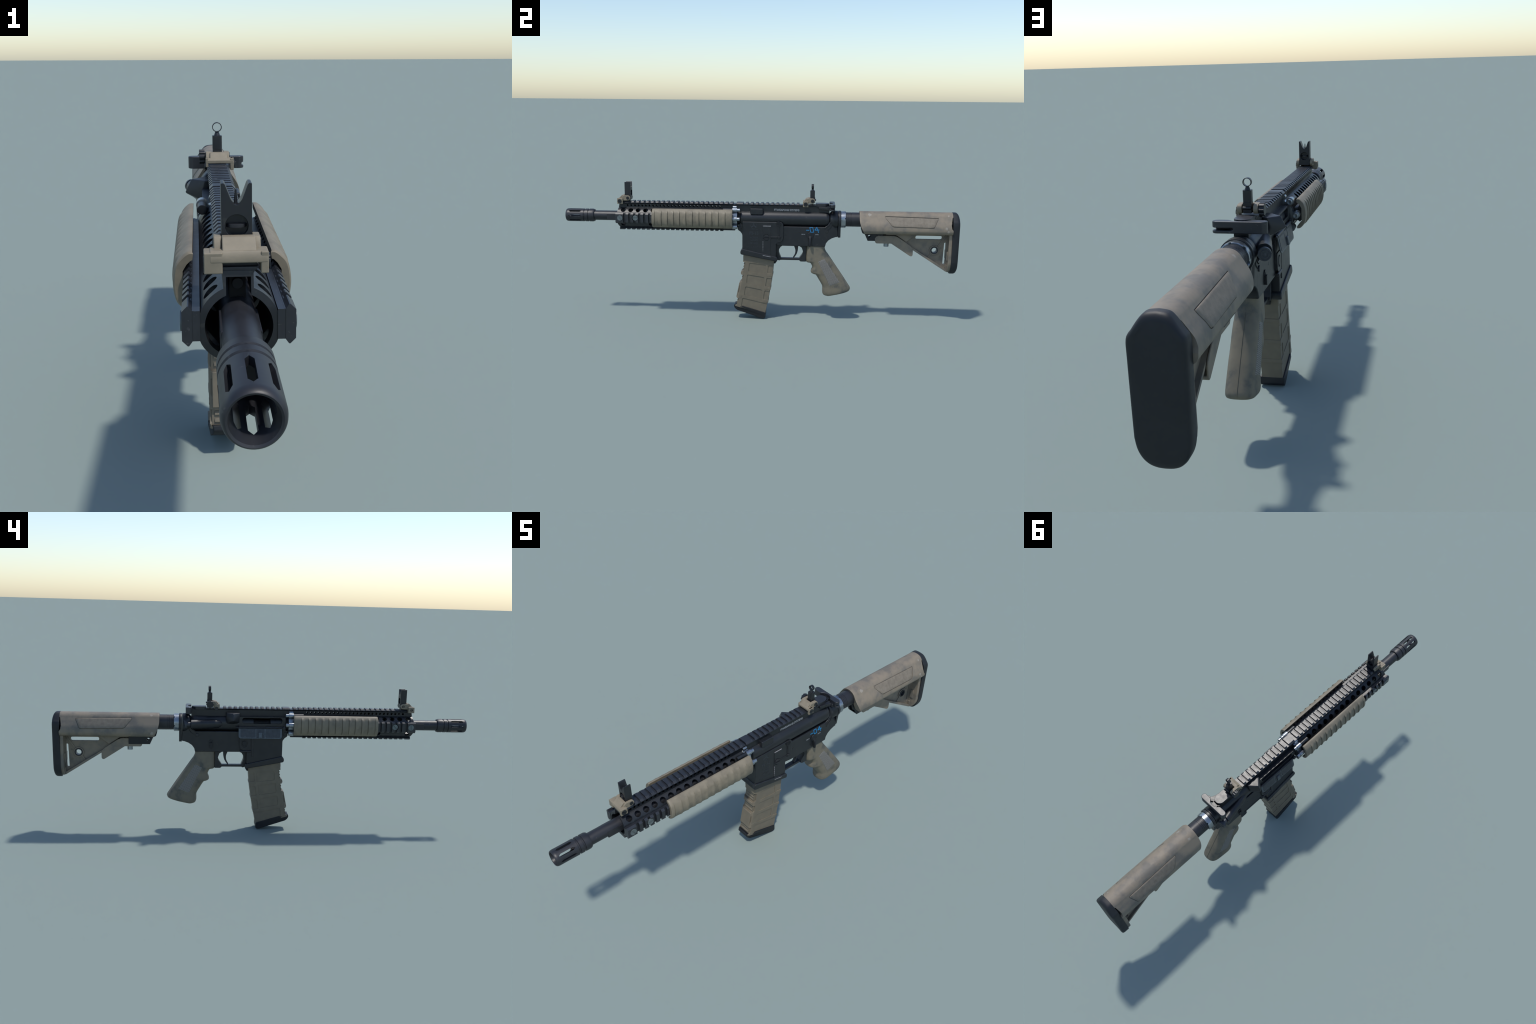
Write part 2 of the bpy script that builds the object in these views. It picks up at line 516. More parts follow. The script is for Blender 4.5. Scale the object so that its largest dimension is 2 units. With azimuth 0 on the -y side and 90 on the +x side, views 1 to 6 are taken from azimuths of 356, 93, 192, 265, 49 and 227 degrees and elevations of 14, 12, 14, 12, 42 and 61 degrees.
# ---- ribbed tan panels clipped over the side rails
def panel_section():
    o = [(0.0600, 0.5690), (0.0665, 0.5690), (0.0745, 0.5635), (0.0818, 0.5545), (0.0862, 0.5420), (0.0885, 0.5270),
         (0.0885, 0.5130), (0.0862, 0.4990), (0.0820, 0.4880), (0.0750, 0.4795), (0.0680, 0.4742), (0.0600, 0.4738)]
    i = [(0.0600, 0.4815), (0.0630, 0.4830), (0.0690, 0.4890), (0.0750, 0.4985), (0.0750, 0.5400), (0.0690, 0.5500), (0.0630, 0.5560), (0.0600, 0.5570)]
    return o, i
GROOVES = [-0.525, -0.491, -0.4595, -0.428, -0.398, -0.366, -0.333, -0.300, -0.267, -0.235, -0.202, -0.1685]
def panel_ridge(y):
    """Saw-tooth relief: swells towards the stock, drops sharply at each groove."""
    g = [-0.5415] + GROOVES
    for a, b in zip(g, g[1:]):
        if a <= y < b:
            t = (y - a) / (b - a)
            if b == -0.525:
                return 0.0018 if t < 0.90 else -0.0012
            q = min(1.0, max(0.0, (t - 0.45) / 0.38))
            h = 0.0036 * q * q * (3 - 2 * q)
            if t > 0.955:
                h = -0.0016
            return h
    return 0.0
for s in (1, -1):
    ys = [-0.5412, -0.5400, -0.5375, -0.532, -0.5272, -0.5264]
    for a, b in zip(GROOVES, GROOVES[1:] + [None]):
        if b is None:
            ys += [a + d for d in (-0.0001, 0.0006, 0.0040, 0.012, 0.024, 0.0305, 0.0330, 0.0338)]
        else:
            L = b - a
            ys += [a - 0.0001, a + 0.0006] + [a + L * t for t in (0.2, 0.42, 0.52, 0.60, 0.68, 0.76, 0.84, 0.90, 0.945, 0.957)]
    secs = []
    o, i = panel_section()
    od = smooth_curve([Vector(p) for p in o], 34)
    for y in sorted(ys):
        sec = []
        end = max(0.0, 1 - (y + 0.5412) / 0.006)        # rounded front lip
        endr = max(0.0, 1 - (-0.1347 - y) / 0.003)
        for p in od:
            dz = p.y - BZ
            fade = max(0.0, min(1.0, (0.0405 - abs(dz)) / 0.012))
            n = Vector((max(p.x - 0.045, 0.0), dz * 0.55)).normalized()
            h = panel_ridge(y) * fade - 0.0030 * end * end - 0.0012 * endr * endr
            q = p + n * h
            sec.append((s * q.x, y, q.y))
        for p in i:
            sec.append((s * p[0], y, p[1]))
        secs.append(sec)
    part("rail_panel", loft(secs), TANP, handguard, bevel=0, angle=60)

# ---- barrel nut with bolt bosses
nut_in = lathe([(-0.1385, 0.0515), (-0.1135, 0.0515)], seg=40)
bosses, bolts = [], []
for s in (1, -1):
    for a in (46, 1, -42):
        cx, cz = s * 0.0610 * math.cos(math.radians(a)), BZ + 0.0610 * math.sin(math.radians(a))
        bosses.append(rod((cx, -0.1365, cz), (cx, -0.1130, cz), 0.0118, 28))
        if a > -10:
            bolts.append((cx, cz))
    bosses.append(rod((s * 0.020, -0.1365, 0.5765), (s * 0.020, -0.1180, 0.5765), 0.0085, 20))
barrel_nut = part("barrel_nut", nut_in, STEEL, handguard, bevel=0.0010, add=join(*bosses))
for cx, cz in bolts:
    b = rod((cx, -0.1135, cz), (cx, -0.0985, cz), 0.0088, 24)
    part("nut_bolt", b, STEEL, handguard, bevel=0.0010, cut=rod((cx, -0.103, cz), (cx, -0.09, cz), 0.0046, 6))
for s in (1, -1):
    cx, cz = s * 0.0425, 0.5640
    part("bolt_sleeve", rod((cx, -0.184, cz), (cx, -0.136, cz), 0.0098, 24), BLACK, handguard, bevel=0.0014)
part("nut_collar", lathe([(-0.115, 0.0375), (-0.090, 0.0375)], seg=40), DARK, handguard, bevel=0.001)

# ================================================================== front sight
fs_block = join(prism([(-0.7265, 0.6005), (-0.7265, 0.6090), (-0.7220, 0.6155), (-0.6985, 0.6155), (-0.6965, 0.6005)], -0.036, 0.038),
                box(-0.0437, -0.0200, -0.7262, -0.6970, 0.5865, 0.6140),
                box(0.0285, 0.0385, -0.7262, -0.6975, 0.5865, 0.6150),
                prism([(-0.7235, 0.603), (-0.7235, 0.6120), (-0.7040, 0.6300), (-0.6930, 0.6300), (-0.6930, 0.603)], -0.0200, 0.0235))
for x0, x1 in ((-0.0305, -0.0205), (0.0205, 0.0300)):
    fs_block = join(fs_block, prism([(-0.712, 0.6025), (-0.705, 0.620), (-0.697, 0.6290)] + arc(-0.6735, 0.6155, 0.0128, 85, -90, 8) + [(-0.69, 0.6022)], x0, x1))
front_sight = part("front_sight", fs_block, TANS, rifle, bevel=0.0016, seg=3)
V = [(-0.0200, 0.606), (-0.0200, 0.6960), (-0.0165, 0.6965), (-0.0145, 0.6945), (-0.0075, 0.6755), (-0.0035, 0.6695), (0, 0.6680)]
V = V + [(-x, z) for x, z in reversed(V[:-1])]
wing = prism(V, -0.6905, -0.6605, 'y')
cutw = join(rod((0, -0.70, 0.6405), (0, -0.6815, 0.6405), 0.0150, 36), rod((0, -0.6735, 0.6405), (0, -0.65, 0.6405), 0.0150, 36))
sight_wing = part("sight_wing", wing, BLACK, front_sight, bevel=0.0012, cut=cutw)
part("sight_hinge", rod((-0.0205, -0.6735, 0.6145), (0.0205, -0.6735, 0.6145), 0.0088, 28), BLACK, front_sight, bevel=0.001)
part("sight_post", rod((-0.0005, -0.6775, 0.664), (-0.0005, -0.6775, 0.6865), 0.0028, 12, 0.0011), BLACK, front_sight, bevel=0)
part("adjustment_wheel", join(rod((0, -0.6775, 0.638), (0, -0.6775, 0.643), 0.0142, 20)), BARREL, front_sight, bevel=0.0006)
add_screw("clamp_screw", 0.0387, -0.7130, 0.6000, 0.0105, 1, 55, BLACK, front_sight)
add_screw("pivot_screw", 0.0302, -0.6735, 0.6158, 0.0078, 1, 20, BLACK, front_sight)
add_screw("pivot_screw", -0.0307, -0.6735, 0.6158, 0.0062, -1, 20, BLACK, front_sight, t=0.0008)
add_screw("clamp_screw", -0.0439, -0.7120, 0.6000, 0.0062, -1, 20, BLACK, front_sight, t=0.0008)

# ================================================================== rear sight
rs = join(prism([(0.2175, 0.6010), (0.2175, 0.6085), (0.2215, 0.6140), (0.2420, 0.6140), (0.2460, 0.6010)], -0.0290, 0.0388),
          box(0.0300, 0.0390, 0.2178, 0.2450, 0.5850, 0.6140),
          box(-0.0300, -0.0235, 0.2178, 0.2450, 0.5920, 0.6140),
          prism([(0.2190, 0.603), (0.2190, 0.6100), (0.2340, 0.6265), (0.2485, 0.6265), (0.2485, 0.603)], -0.0190, 0.0235))
for x0, x1 in ((-0.0290, -0.0155), (0.0150, 0.0285)):
    rs = join(rs, prism([(0.226, 0.6022), (0.232, 0.618), (0.241, 0.6275)] + arc(0.2655, 0.6140, 0.0130, 85, -90, 8) + [(0.25, 0.6020)], x0, x1))
rear_sight = part("rear_sight", rs, TANS, rifle, bevel=0.0016, seg=3)
part("sight_stem", join(box(-0.0115, 0.0115, 0.2535, 0.2775, 0.6035, 0.6335),
                        prism(rounded([(-0.0118, 0.2530), (0.0118, 0.2530), (0.0118, 0.2765), (-0.0118, 0.2765)], 0.006), 0.6320, 0.6655, 'z'),
                        rod((0, 0.2650, 0.665), (0, 0.2650, 0.6745), 0.0080, 20, 0.0045),
                        rod((-0.0115, 0.2790, 0.6180), (0.0115, 0.2790, 0.6180), 0.0045, 12)),
     BLACK, rear_sight, bevel=0.0012)
part("sight_aperture", lathe([(0.2590, 0.0119), (0.2710, 0.0119), (0.2710, 0.0100), (0.2590, 0.0100)], 0, 0.6860, seg=40, closed=True),
     BLACK, rear_sight, bevel=0.0003, seg=1)
kn = []
for k in range(96):
    a = 2 * math.pi * k / 96
    r = 0.0168 + 0.0012 * math.tanh(3 * math.cos(8 * a))
    kn.append((0.2645 + r * math.cos(a), 0.6130 + r * math.sin(a)))
part("windage_knob", join(prism(kn, -0.0458, -0.0315), rod((-0.0325, 0.2645, 0.613), (-0.028, 0.2645, 0.613), 0.010)), BLACK, rear_sight, bevel=0.0010, angle=60)
add_screw("clamp_screw", 0.0392, 0.2315, 0.5985, 0.0105, 1, 55, BLACK, rear_sight)
add_screw("pivot_screw", 0.0287, 0.2655, 0.6142, 0.0088, 1, 0, BLACK, rear_sight, t=0.0022)
part("clamp_lug", rod((-0.0240, 0.2335, 0.5930), (-0.0330, 0.2335, 0.5930), 0.0085, 16), BLACK, rear_sight, bevel=0.001)

# ================================================================== upper receiver
tube = lathe([(-0.0965, 0.0375), (-0.0940, 0.0405), (0.335, 0.0405), (0.347, 0.0385), (0.3525, 0.034)], seg=72)
web = box(-0.0195, 0.0195, -0.1190, 0.3520, 0.535, 0.590)
pad = prism(rounded([(-0.0985, 0.5045), (0.1235, 0.5045), (0.1235, 0.5565), (-0.0985, 0.5565)], 0.006), -0.0410, -0.020)
port = prism(rounded([(-0.0830, 0.5245), (0.1100, 0.5245), (0.1100, 0.5525), (-0.0830, 0.5525)], 0.0135, 6), -0.06, 0.010)
upper = part("upper_receiver", tube, BLACK, rifle, bevel=0.0010, add=join(web, pad), cut=port)
teeth_u = [(-0.1190, -0.0845)] + [(-0.0722 + 0.02582 * k, -0.0588 + 0.02582 * k) for k in range(11)]
part("receiver_rail", join(rail_base(-0.1190, 0.2900, TOP), *[rail_tooth(a, b, TOP) for a, b in teeth_u]), RAILM, upper, bevel=0.0011)
part("rail_slot_step", join(*[box(-0.0185, 0.0185, -0.0588 + 0.02582 * k + 0.0005, -0.0588 + 0.02582 * k + 0.0050, TOP - 0.009, TOP - 0.0060) for k in range(10)]),
     RAILM, upper, bevel=0.0007)
tail = [(-0.0235, 0.282), (0.0235, 0.282)] + arc(0, 0.3260, 0.0235, 0, 180, 16)
part("rail_tail", prism(tail, 0.5860, 0.6012, 'z'), RAILM, upper, bevel=0.0013)
part("side_lug", prism(rounded([(-0.0475, 0.5430), (0.0170, 0.5430), (0.0170, 0.5735), (-0.0475, 0.5735)], [0.008, 0.008, 0.004, 0.004]), 0.012, 0.0400),
     BLACK, upper, bevel=0.0035, seg=4)
part("brass_deflector", hull([(-0.018, 0.122, 0.5760), (-0.018, 0.187, 0.5760), (-0.0665, 0.154, 0.5735), (-0.0820, 0.155, 0.5420), (-0.0465, 0.157, 0.5215),
                              (-0.034, 0.121, 0.5240), (-0.0405, 0.121, 0.5500), (-0.034, 0.121, 0.574), (-0.036, 0.187, 0.5220), (-0.0440, 0.187, 0.5480), (-0.034, 0.187, 0.5740)]),
     BLACK, upper, bevel=0.0030, seg=3)
fa0, fa1 = Vector((-0.027, 0.205, 0.521)), Vector((-0.0605, 0.3535, 0.5205))
fd = (fa1 - fa0).normalized()
ring = lambda c, r: [tuple(c + Vector((math.cos(a) * r, 0, math.sin(a) * r))) for a in [2 * math.pi * k / 28 for k in range(28)]]
part("forward_assist_housing", loft([ring(fa0, 0.014), ring(fa0 + fd * 0.018, 0.0195), ring(fa0 + fd * 0.045, 0.0215), ring(fa1, 0.0215)]), BLACK, upper, bevel=0.0018)
fb = fa1
cap0 = fb + fd * 0.0235
def washer(p, d, r0, r1, t):
    b = lathe([(0, r0), (t, r0), (t, r1), (0, r1)], 0, 0, 36, True)
    b.transform(Matrix.Translation(p) @ d.to_track_quat('Y', 'Z').to_matrix().to_4x4())
    return b
cap1 = cap0 + fd * 0.0090
fa_button = join(rod(fb - fd * 0.004, cap0 + fd * 0.001, 0.0115), rod(cap0, cap1, 0.0182, 36), washer(cap1 - fd * 0.001, fd, 0.0176, 0.0146, 0.0024),
                 washer(cap1 - fd * 0.001, fd, 0.0112, 0.0082, 0.0024), rod(cap1 - fd * 0.001, cap1 + fd * 0.0014, 0.0040))
part("forward_assist_button", fa_button, DOORM, upper, bevel=0.0006)
# bolt parts seen through the ejection port
part("bolt_carrier", join(lathe([(-0.092, 0.0335), (-0.027, 0.0335)], seg=40), lathe([(0.054, 0.0335), (0.130, 0.0335)], seg=40)), BLACK, upper, bevel=0.0012)
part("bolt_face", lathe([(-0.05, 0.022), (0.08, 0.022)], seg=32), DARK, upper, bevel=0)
# charging handle
ch = [(-0.0600, 0.3790)] + arc(-0.0605, 0.3655, 0.0135, 90, 270, 10) + [(-0.0330, 0.3520)] + arc(0, 0.3445, 0.0290, 165, 15, 14)[0:0] \
     + [(-0.0275, 0.3545), (-0.0200, 0.3635), (-0.0110, 0.3680), (0, 0.3695), (0.0110, 0.3680), (0.0200, 0.3635), (0.0275, 0.3545)] \
     + [(0.0330, 0.3520)] + arc(0.0575, 0.3655, 0.0135, -90, 90, 10)
handle_cut = box(0.0150, 0.090, 0.3560, 0.40, 0.5785, 0.5855)
charging_handle = part("charging_handle", prism(ch, 0.5705, 0.6020, 'z'), RAILM, rifle, bevel=0.0028, seg=3, cut=handle_cut)
charging_handle.parent = upper
part("handle_shaft", box(-0.0145, 0.0145, 0.33, 0.368, 0.5710, 0.5900), BLACK, upper, bevel=0.001)
part("handle_latch", join(prism(rounded([(0.0200, 0.2950), (0.0290, 0.2950), (0.0330, 0.3220), (0.0400, 0.3400), (0.0540, 0.3560), (0.0200, 0.3560)], 0.005), 0.5735, 0.5865, 'z'),
                          rod((0.0470, 0.350, 0.572), (0.0470, 0.350, 0.589), 0.0065)), BLACK, upper, bevel=0.0018, seg=3)
# dust cover hinged open under the port
cover = rounded([(0.1270, 0.5020), (-0.0815, 0.5020), (-0.0815, 0.4550), (0.1270, 0.4550)], [0.001, 0.001, 0.014, 0.014], 5)
tilt = lambda x, y, z: (x - (0.503 - z) * 0.20, y, z)
dc = place(prism(cover, -0.0500, -0.0465), tilt)
dust_cover = part("dust_cover", dc, DOOREDGE, upper, bevel=0.0008)
for y0, y1 in ((0.0465, 0.1170), (-0.0720, -0.0020)):
    part("cover_panel", place(prism(rounded([(y1, 0.5005), (y0, 0.5005), (y0, 0.4605), (y1, 0.4605)], [0.001, 0.001, 0.007, 0.007], 4), -0.0512, -0.0480), tilt), DOORM, dust_cover, bevel=0.0010)
part("cover_panel", place(box(-0.0507, -0.0480, 0.0020, 0.0420, 0.4575, 0.5005), tilt), DOORM, dust_cover, bevel=0.0008)
part("cover_latch", place(box(-0.0565, -0.0490, 0.0140, 0.0315, 0.4590, 0.4850), tilt), DOOREDGE, dust_cover, bevel=0.0018)
hinge = [rod((-0.0475, -0.085, 0.5065), (-0.0475, 0.141, 0.5065), 0.0030, 14), rod((-0.0475, -0.0825, 0.5065), (-0.0475, -0.002, 0.5065), 0.0046, 16),
         rod((-0.0475, 0.046, 0.5065), (-0.0475, 0.1265, 0.5065), 0.0046, 16), rod((-0.0450, -0.098, 0.5040), (-0.0450, -0.0860, 0.5040), 0.0095, 16)]
part("cover_hinge", join(*hinge), BLACK, dust_cover, bevel=0.0006)
part("hinge_bracket", box(-0.046, -0.030, -0.094, 0.128, 0.497, 0.5045), BLACK, upper, bevel=0.001)

# ================================================================== lower receiver
W = 0.0432
well = [(-0.0870, 0.5070), (-0.0870, 0.3500), (0.0850, 0.3150), (0.0850, 0.3970), (0.0900, 0.4000), (0.1060, 0.4035), (0.1180, 0.4120),
        (0.1220, 0.4250), (0.1220, 0.4850), (0.1190, 0.5000), (0.1110, 0.5075)]
core = [(0.0700, 0.5000), (0.1190, 0.4850), (0.3300, 0.4850), (0.3440, 0.4950), (0.3560, 0.5150), (0.3640, 0.5400), (0.3700, 0.5580),
        (0.3800, 0.5640), (0.3950, 0.5640), (0.3960, 0.4360), (0.3840, 0.4345), (0.3650, 0.4275), (0.3480, 0.4160), (0.3370, 0.4010), (0.3330, 0.3840),
        (0.1230, 0.3850), (0.0800, 0.3900)]
lug = [(-0.0860, 0.5040), (-0.1000, 0.4960), (-0.1120, 0.4780), (-0.1125, 0.4660), (-0.1080, 0.4600), (-0.0980, 0.4530), (-0.0900, 0.4420), (-0.0860, 0.4250)]
pillar = [(0.0800, 0.4000), (0.1240, 0.3860), (0.1080, 0.3770), (0.0985, 0.3620), (0.0985, 0.3460), (0.1040, 0.3320), (0.1090, 0.3200),
          (0.1080, 0.3090), (0.1030, 0.3050), (0.0930, 0.3070), (0.0800, 0.3180)]
rear_post = [(0.1950, 0.3870), (0.2380, 0.3870), (0.2380, 0.3020), (0.2100, 0.3020), (0.2030, 0.3080), (0.2030, 0.3190), (0.2180, 0.3400), (0.2220, 0.3540), (0.2150, 0.3740)]
lower = part("lower_receiver", prism(well, -W, W), BLACK, rifle, bevel=0.0030, seg=3)
core_bm = prism(core, -0.0368, 0.0368)
for v in core_bm.verts:                     # the hump under the charging handle is round in section
    if v.co.z > 0.530 and v.co.y > 0.34:
        v.co.x *= math.sqrt(max(0.0001, 0.0452 ** 2 - (v.co.z - 0.519) ** 2)) / 0.0368 if v.co.z > 0.545 else 1.0
part("receiver_body", core_bm, BLACK, lower, bevel=0.0035, seg=3)
part("front_lug", join(prism(lug, -0.0300, -0.0120), prism(lug, 0.0120, 0.0300), rod((-0.0325, -0.1000, 0.4730), (0.0325, -0.1000, 0.4730), 0.0085)), BLACK, lower, bevel=0.002)
part("guard_pillar", prism(pillar, -0.0190, 0.0190), BLACK, lower, bevel=0.0022, seg=3)
part("guard_post", prism(rear_post, -0.0200, 0.0200), BLACK, lower, bevel=0.0022, seg=3)
part("trigger_guard", box(-0.0120, 0.0120, 0.1040, 0.2080, 0.3068, 0.3182), BLACK, lower, bevel=0.0025, seg=3)
part("guard_pin", join(rod((-0.021, 0.2170, 0.3110), (0.021, 0.2170, 0.3110), 0.0040, 14)), BARREL, lower, bevel=0.0006)
trig_f = smooth_curve([(0.1690, 0.392), (0.1770, 0.376), (0.1825, 0.358), (0.1800, 0.338), (0.1705, 0.3215)], 12)
trig_b = smooth_curve([(0.1970, 0.392), (0.1965, 0.376), (0.1950, 0.358), (0.1890, 0.338), (0.1755, 0.3185)], 12)
part("trigger", prism([tuple(p) for p in trig_f] + [tuple(p) for p in reversed(trig_b)], -0.0075, 0.0075), BARREL, lower, bevel=0.0018, seg=3)
# flared lip of the magazine well
lip = [(-0.0875, 0.3680), (-0.0955, 0.3565), (-0.0975, 0.3455), (-0.0930, 0.3380), (0.0900, 0.3045), (0.0930, 0.3120), (0.0935, 0.3220), (0.0880, 0.3290)]
lipbm = loft([[(x, y, z) for y, z in lip] for x in (-0.0490, 0.0490)])
part("magazine_well_lip", lipbm, BLACK, lower, bevel=0.0055, seg=4)
# rear buffer ring and end plate
part("buffer_boss", lathe([(0.352, 0.0300), (0.358, 0.0395), (0.366, 0.0440), (0.380, 0.0458), (0.3945, 0.0458)], 0, 0.5190, seg=56), BLACK, lower, bevel=0.0015)
plate = arc(0, 0.5185, 0.0465, -38, 218, 36) + [(-0.0300, 0.4380), (-0.0260, 0.4310), (0.0260, 0.4310), (0.0300, 0.4380)]
part("end_plate", prism(plate, 0.3962, 0.4095, 'y'), BLACK, lower, bevel=0.0018)
for k, (off, th) in enumerate(((0.0, 0.0040), (0.0105, 0.0035))):
    for s in (1, -1):
        crv = smooth_curve([(0.3290 + off, 0.4800 - off), (0.3470 + off, 0.4920 - off * 0.9), (0.3570 + off, 0.5080), (0.3625 + off, 0.5200), (0.3655 + off, 0.5280)], 14)
        secs = []
        for j, c in enumerate(crv):
            r = th * (1 - 0.85 * max(0.0, (j - 9) / 4) ** 2)
            secs.append([(s * 0.0372 + r * 0.7 * math.cos(a), c.x + r * math.sin(a) * 0.8, c.y + r * math.sin(a) * 0.5) for a in [2 * math.pi * q / 10 for q in range(10)]])
        part("receiver_ridge", loft(secs), BLACK, lower, bevel=0)
# left wall: fence, release, catch, selector
part("fence_block", prism(rounded([(0.0180, 0.3400), (0.0580, 0.3325), (0.0580, 0.4880), (0.0180, 0.4880)], 0.001), 0.040, 0.0450), BLACK, lower, bevel=0.0015,
     cut=rod((0.043, 0.0355, 0.4295), (0.06, 0.0355, 0.4295), 0.0165, 28))
part("edge_paint", join(stroke((0.0190, 0.4868), (0.0572, 0.4868), 0.0032, 0.0440, 0.0456), stroke((0.0190, 0.3360), (0.0572, 0.3290), 0.0022, 0.046, 0.0496),
                        *[stroke((0.0186, a), (0.0186, b), 0.0016, 0.044, 0.0455) for a, b in ((0.4080, 0.4020), (0.3970, 0.3880), (0.3840, 0.3740), (0.3700, 0.3660), (0.360, 0.358))]),
     MARKG, lower, bevel=0)
part("release_button", rod((0.0380, 0.0355, 0.4295), (0.0475, 0.0355, 0.4295), 0.0128, 28), BARREL, lower, bevel=0.0022, seg=3,
     cut=box(0.0440, 0.060, 0.0150, 0.0600, 0.4245, 0.4325))
part("release_lever", join(prism(rounded([(0.0180, 0.4245), (0.1120, 0.4245), (0.1120, 0.4335), (0.0180, 0.4335)], 0.004), 0.0420, 0.0452),
                           rod((0.0420, 0.0985, 0.4300), (0.0478, 0.0985, 0.4300), 0.0078, 20)), POLY, lower, bevel=0.0014, seg=3)
catch = join(rod((0.0405, 0.0965, 0.4985), (0.0465, 0.0965, 0.4985), 0.0128, 28), prism(rounded([(0.0920, 0.4400), (0.1015, 0.4400), (0.1015, 0.4900), (0.0920, 0.4900)], 0.003), 0.0405, 0.0450))
part("bolt_catch", catch, POLY, lower, bevel=0.0012, cut=join(*[box(0.0453, 0.06, 0.08, 0.115, 0.4985 + d - 0.0009, 0.4985 + d + 0.0009) for d in (-0.0075, -0.0038, 0, 0.0038, 0.0075)]))
sel = join(rod((0.0350, 0.2565, 0.4400), (0.0410, 0.2565, 0.4400), 0.0165, 32),
           hull([(0.0400, 0.2500, 0.4400), (0.0400, 0.2630, 0.4400), (0.0440, 0.2520, 0.4300), (0.0440, 0.2610, 0.4300), (0.0520, 0.2525, 0.4180), (0.0520, 0.2610, 0.4180),
                 (0.0520, 0.2530, 0.3900), (0.0520, 0.2600, 0.3900), (0.0400, 0.2510, 0.3880), (0.0400, 0.2620, 0.3880), (0.0470, 0.2565, 0.3830)]))
part("fire_selector", sel, POLY, lower, bevel=0.0016, seg=3)
part("takedown_pin", rod((0.0340, 0.3400, 0.4630), (0.0385, 0.3400, 0.4630), 0.0078, 20), BLACK, lower, bevel=0.001)
part("body_pin", join(rod((0.0340, 0.1330, 0.4440), (0.0378, 0.1330, 0.4440), 0.0050, 16), rod((0.0340, 0.2040, 0.4570), (0.0376, 0.2040, 0.4570), 0.0045, 16)), BLACK, lower, bevel=0.0008)
for text, y, z, w, h, mt in (("SEMI", 0.2215, 0.4465, 0.0175, 0.0050, MARKW), ("SAFE", 0.2905, 0.4465, 0.0165, 0.0050, MARKW), ("AUTO", 0.2925, 0.4320, 0.032, 0.0075, MARKD)):
    lettering("selector_lettering", text, y, z, 0.0368, w, h, mt, lower)
part("selector_arc", join(*[stroke((0.2565 + 0.036 * math.cos(math.radians(a)), 0.437 + 0.036 * math.sin(math.radians(a))), (0.2565 + 0.036 * math.cos(math.radians(a + 8)), 0.437 + 0.036 * math.sin(math.radians(a + 8))), 0.0008, 0.0362, 0.0371)
                            for a in (214, 222, 230, 238, 246, 288, 296, 304, 312, 320)]), MARKD, lower, bevel=0)
# blue number painted by hand
blue = [((0.2365, 0.4680), (0.2510, 0.4680)), ((0.2545, 0.4815), (0.2680, 0.4820)), ((0.2690, 0.4815), (0.2745, 0.4595)), ((0.2740, 0.4585), (0.2595, 0.4582)), ((0.2590, 0.4590), (0.2545, 0.4810)),
        ((0.2990, 0.4565), (0.2895, 0.4838)), ((0.2890, 0.4835), (0.2805, 0.4695)), ((0.2808, 0.4690), (0.3015, 0.4702))]
part("painted_number", join(*[stroke(p, q, 0.0032, 0.0355, 0.0376 + 0.0001 * k) for k, (p, q) in enumerate(blue)]), BLUE, lower, bevel=0)
# engraved markings on the magazine well
lettering("well_lettering", "MULTI", -0.0290, 0.4680, W, 0.036, 0.0040, MARKD, lower)
lettering("well_lettering", "FS-15", -0.0275, 0.4490, W, 0.046, 0.0170, MARKD, lower)
lettering("well_lettering", "ACTION", -0.0280, 0.4265, W, 0.040, 0.0085, MARKD, lower)
lettering("well_lettering", "SERIES", -0.0270, 0.4125, W, 0.037, 0.0075, MARKD, lower)
lettering("well_lettering", "FK1295", -0.0275, 0.3975, W, 0.037, 0.0090, MARKD, lower)
lettering("well_lettering", "SAFE USE TECHNICAL", -0.0300, 0.3778, W, 0.074, 0.0050, MARKD, lower)
lg = tube_prism([(p[0], p[1]) for p in arc(0, 0, 0.0162, 0, 345, 23)], [(p[0], p[1]) for p in arc(0, 0, 0.0145, 0, 345, 23)], 0, 0.0005)
star = [stroke((0, 0.001), (0.0135 * math.cos(math.radians(a)), 0.0135 * math.sin(math.radians(a))), 0.0060, 0.0, 0.0005 + 0.00005 * k) for k, a in enumerate((90, 215, 325))]
lg = place(lg, lambda x, y, z: (W + y, -0.0290 + x, 0.4880 + z))
st = place(join(*star), lambda x, y, z: (W + x, -0.0290 + y, 0.4880 + z))
part("well_emblem", join(lg, st), MARKD, lower, bevel=0)
lettering("receiver_lettering", "FTWEAPONS SYSTEMS", 0.1365, 0.5665, 0.0195, 0.127, 0.0108, MARKW, upper)
# right wall
rx = -0.0368
part("takedown_pin", join(rod((rx + 0.003, 0.3235, 0.4660), (rx - 0.004, 0.3235, 0.4660), 0.0085, 20)), BARREL, lower, bevel=0.0020, seg=3)
part("selector_end", join(rod((rx + 0.003, 0.2565, 0.4335), (rx - 0.003, 0.2565, 0.4335), 0.0105, 24), prism(rounded([(0.2490, 0.4020), (0.2640, 0.4020), (0.2640, 0.4300), (0.2490, 0.4300)], 0.005), rx - 0.0075, rx + 0.002)),
     POLY, lower, bevel=0.0012, cut=rod((rx - 0.001, 0.2565, 0.4335), (rx - 0.01, 0.2565, 0.4335), 0.0038, 12))
fence = rounded([(0.0690, 0.4560), (0.1220, 0.4560), (0.1210, 0.4080), (0.1080, 0.3960), (0.0690, 0.3960)], 0.006)
ov = [(0.0975 + 0.0145 * math.cos(2 * math.pi * k / 32), 0.4280 + 0.0185 * math.sin(2 * math.pi * k / 32)) for k in range(32)]
part("release_fence", prism(fence, -0.0462, -0.030), BLACK, lower, bevel=0.0016, cut=prism(ov, -0.06, -0.0405))
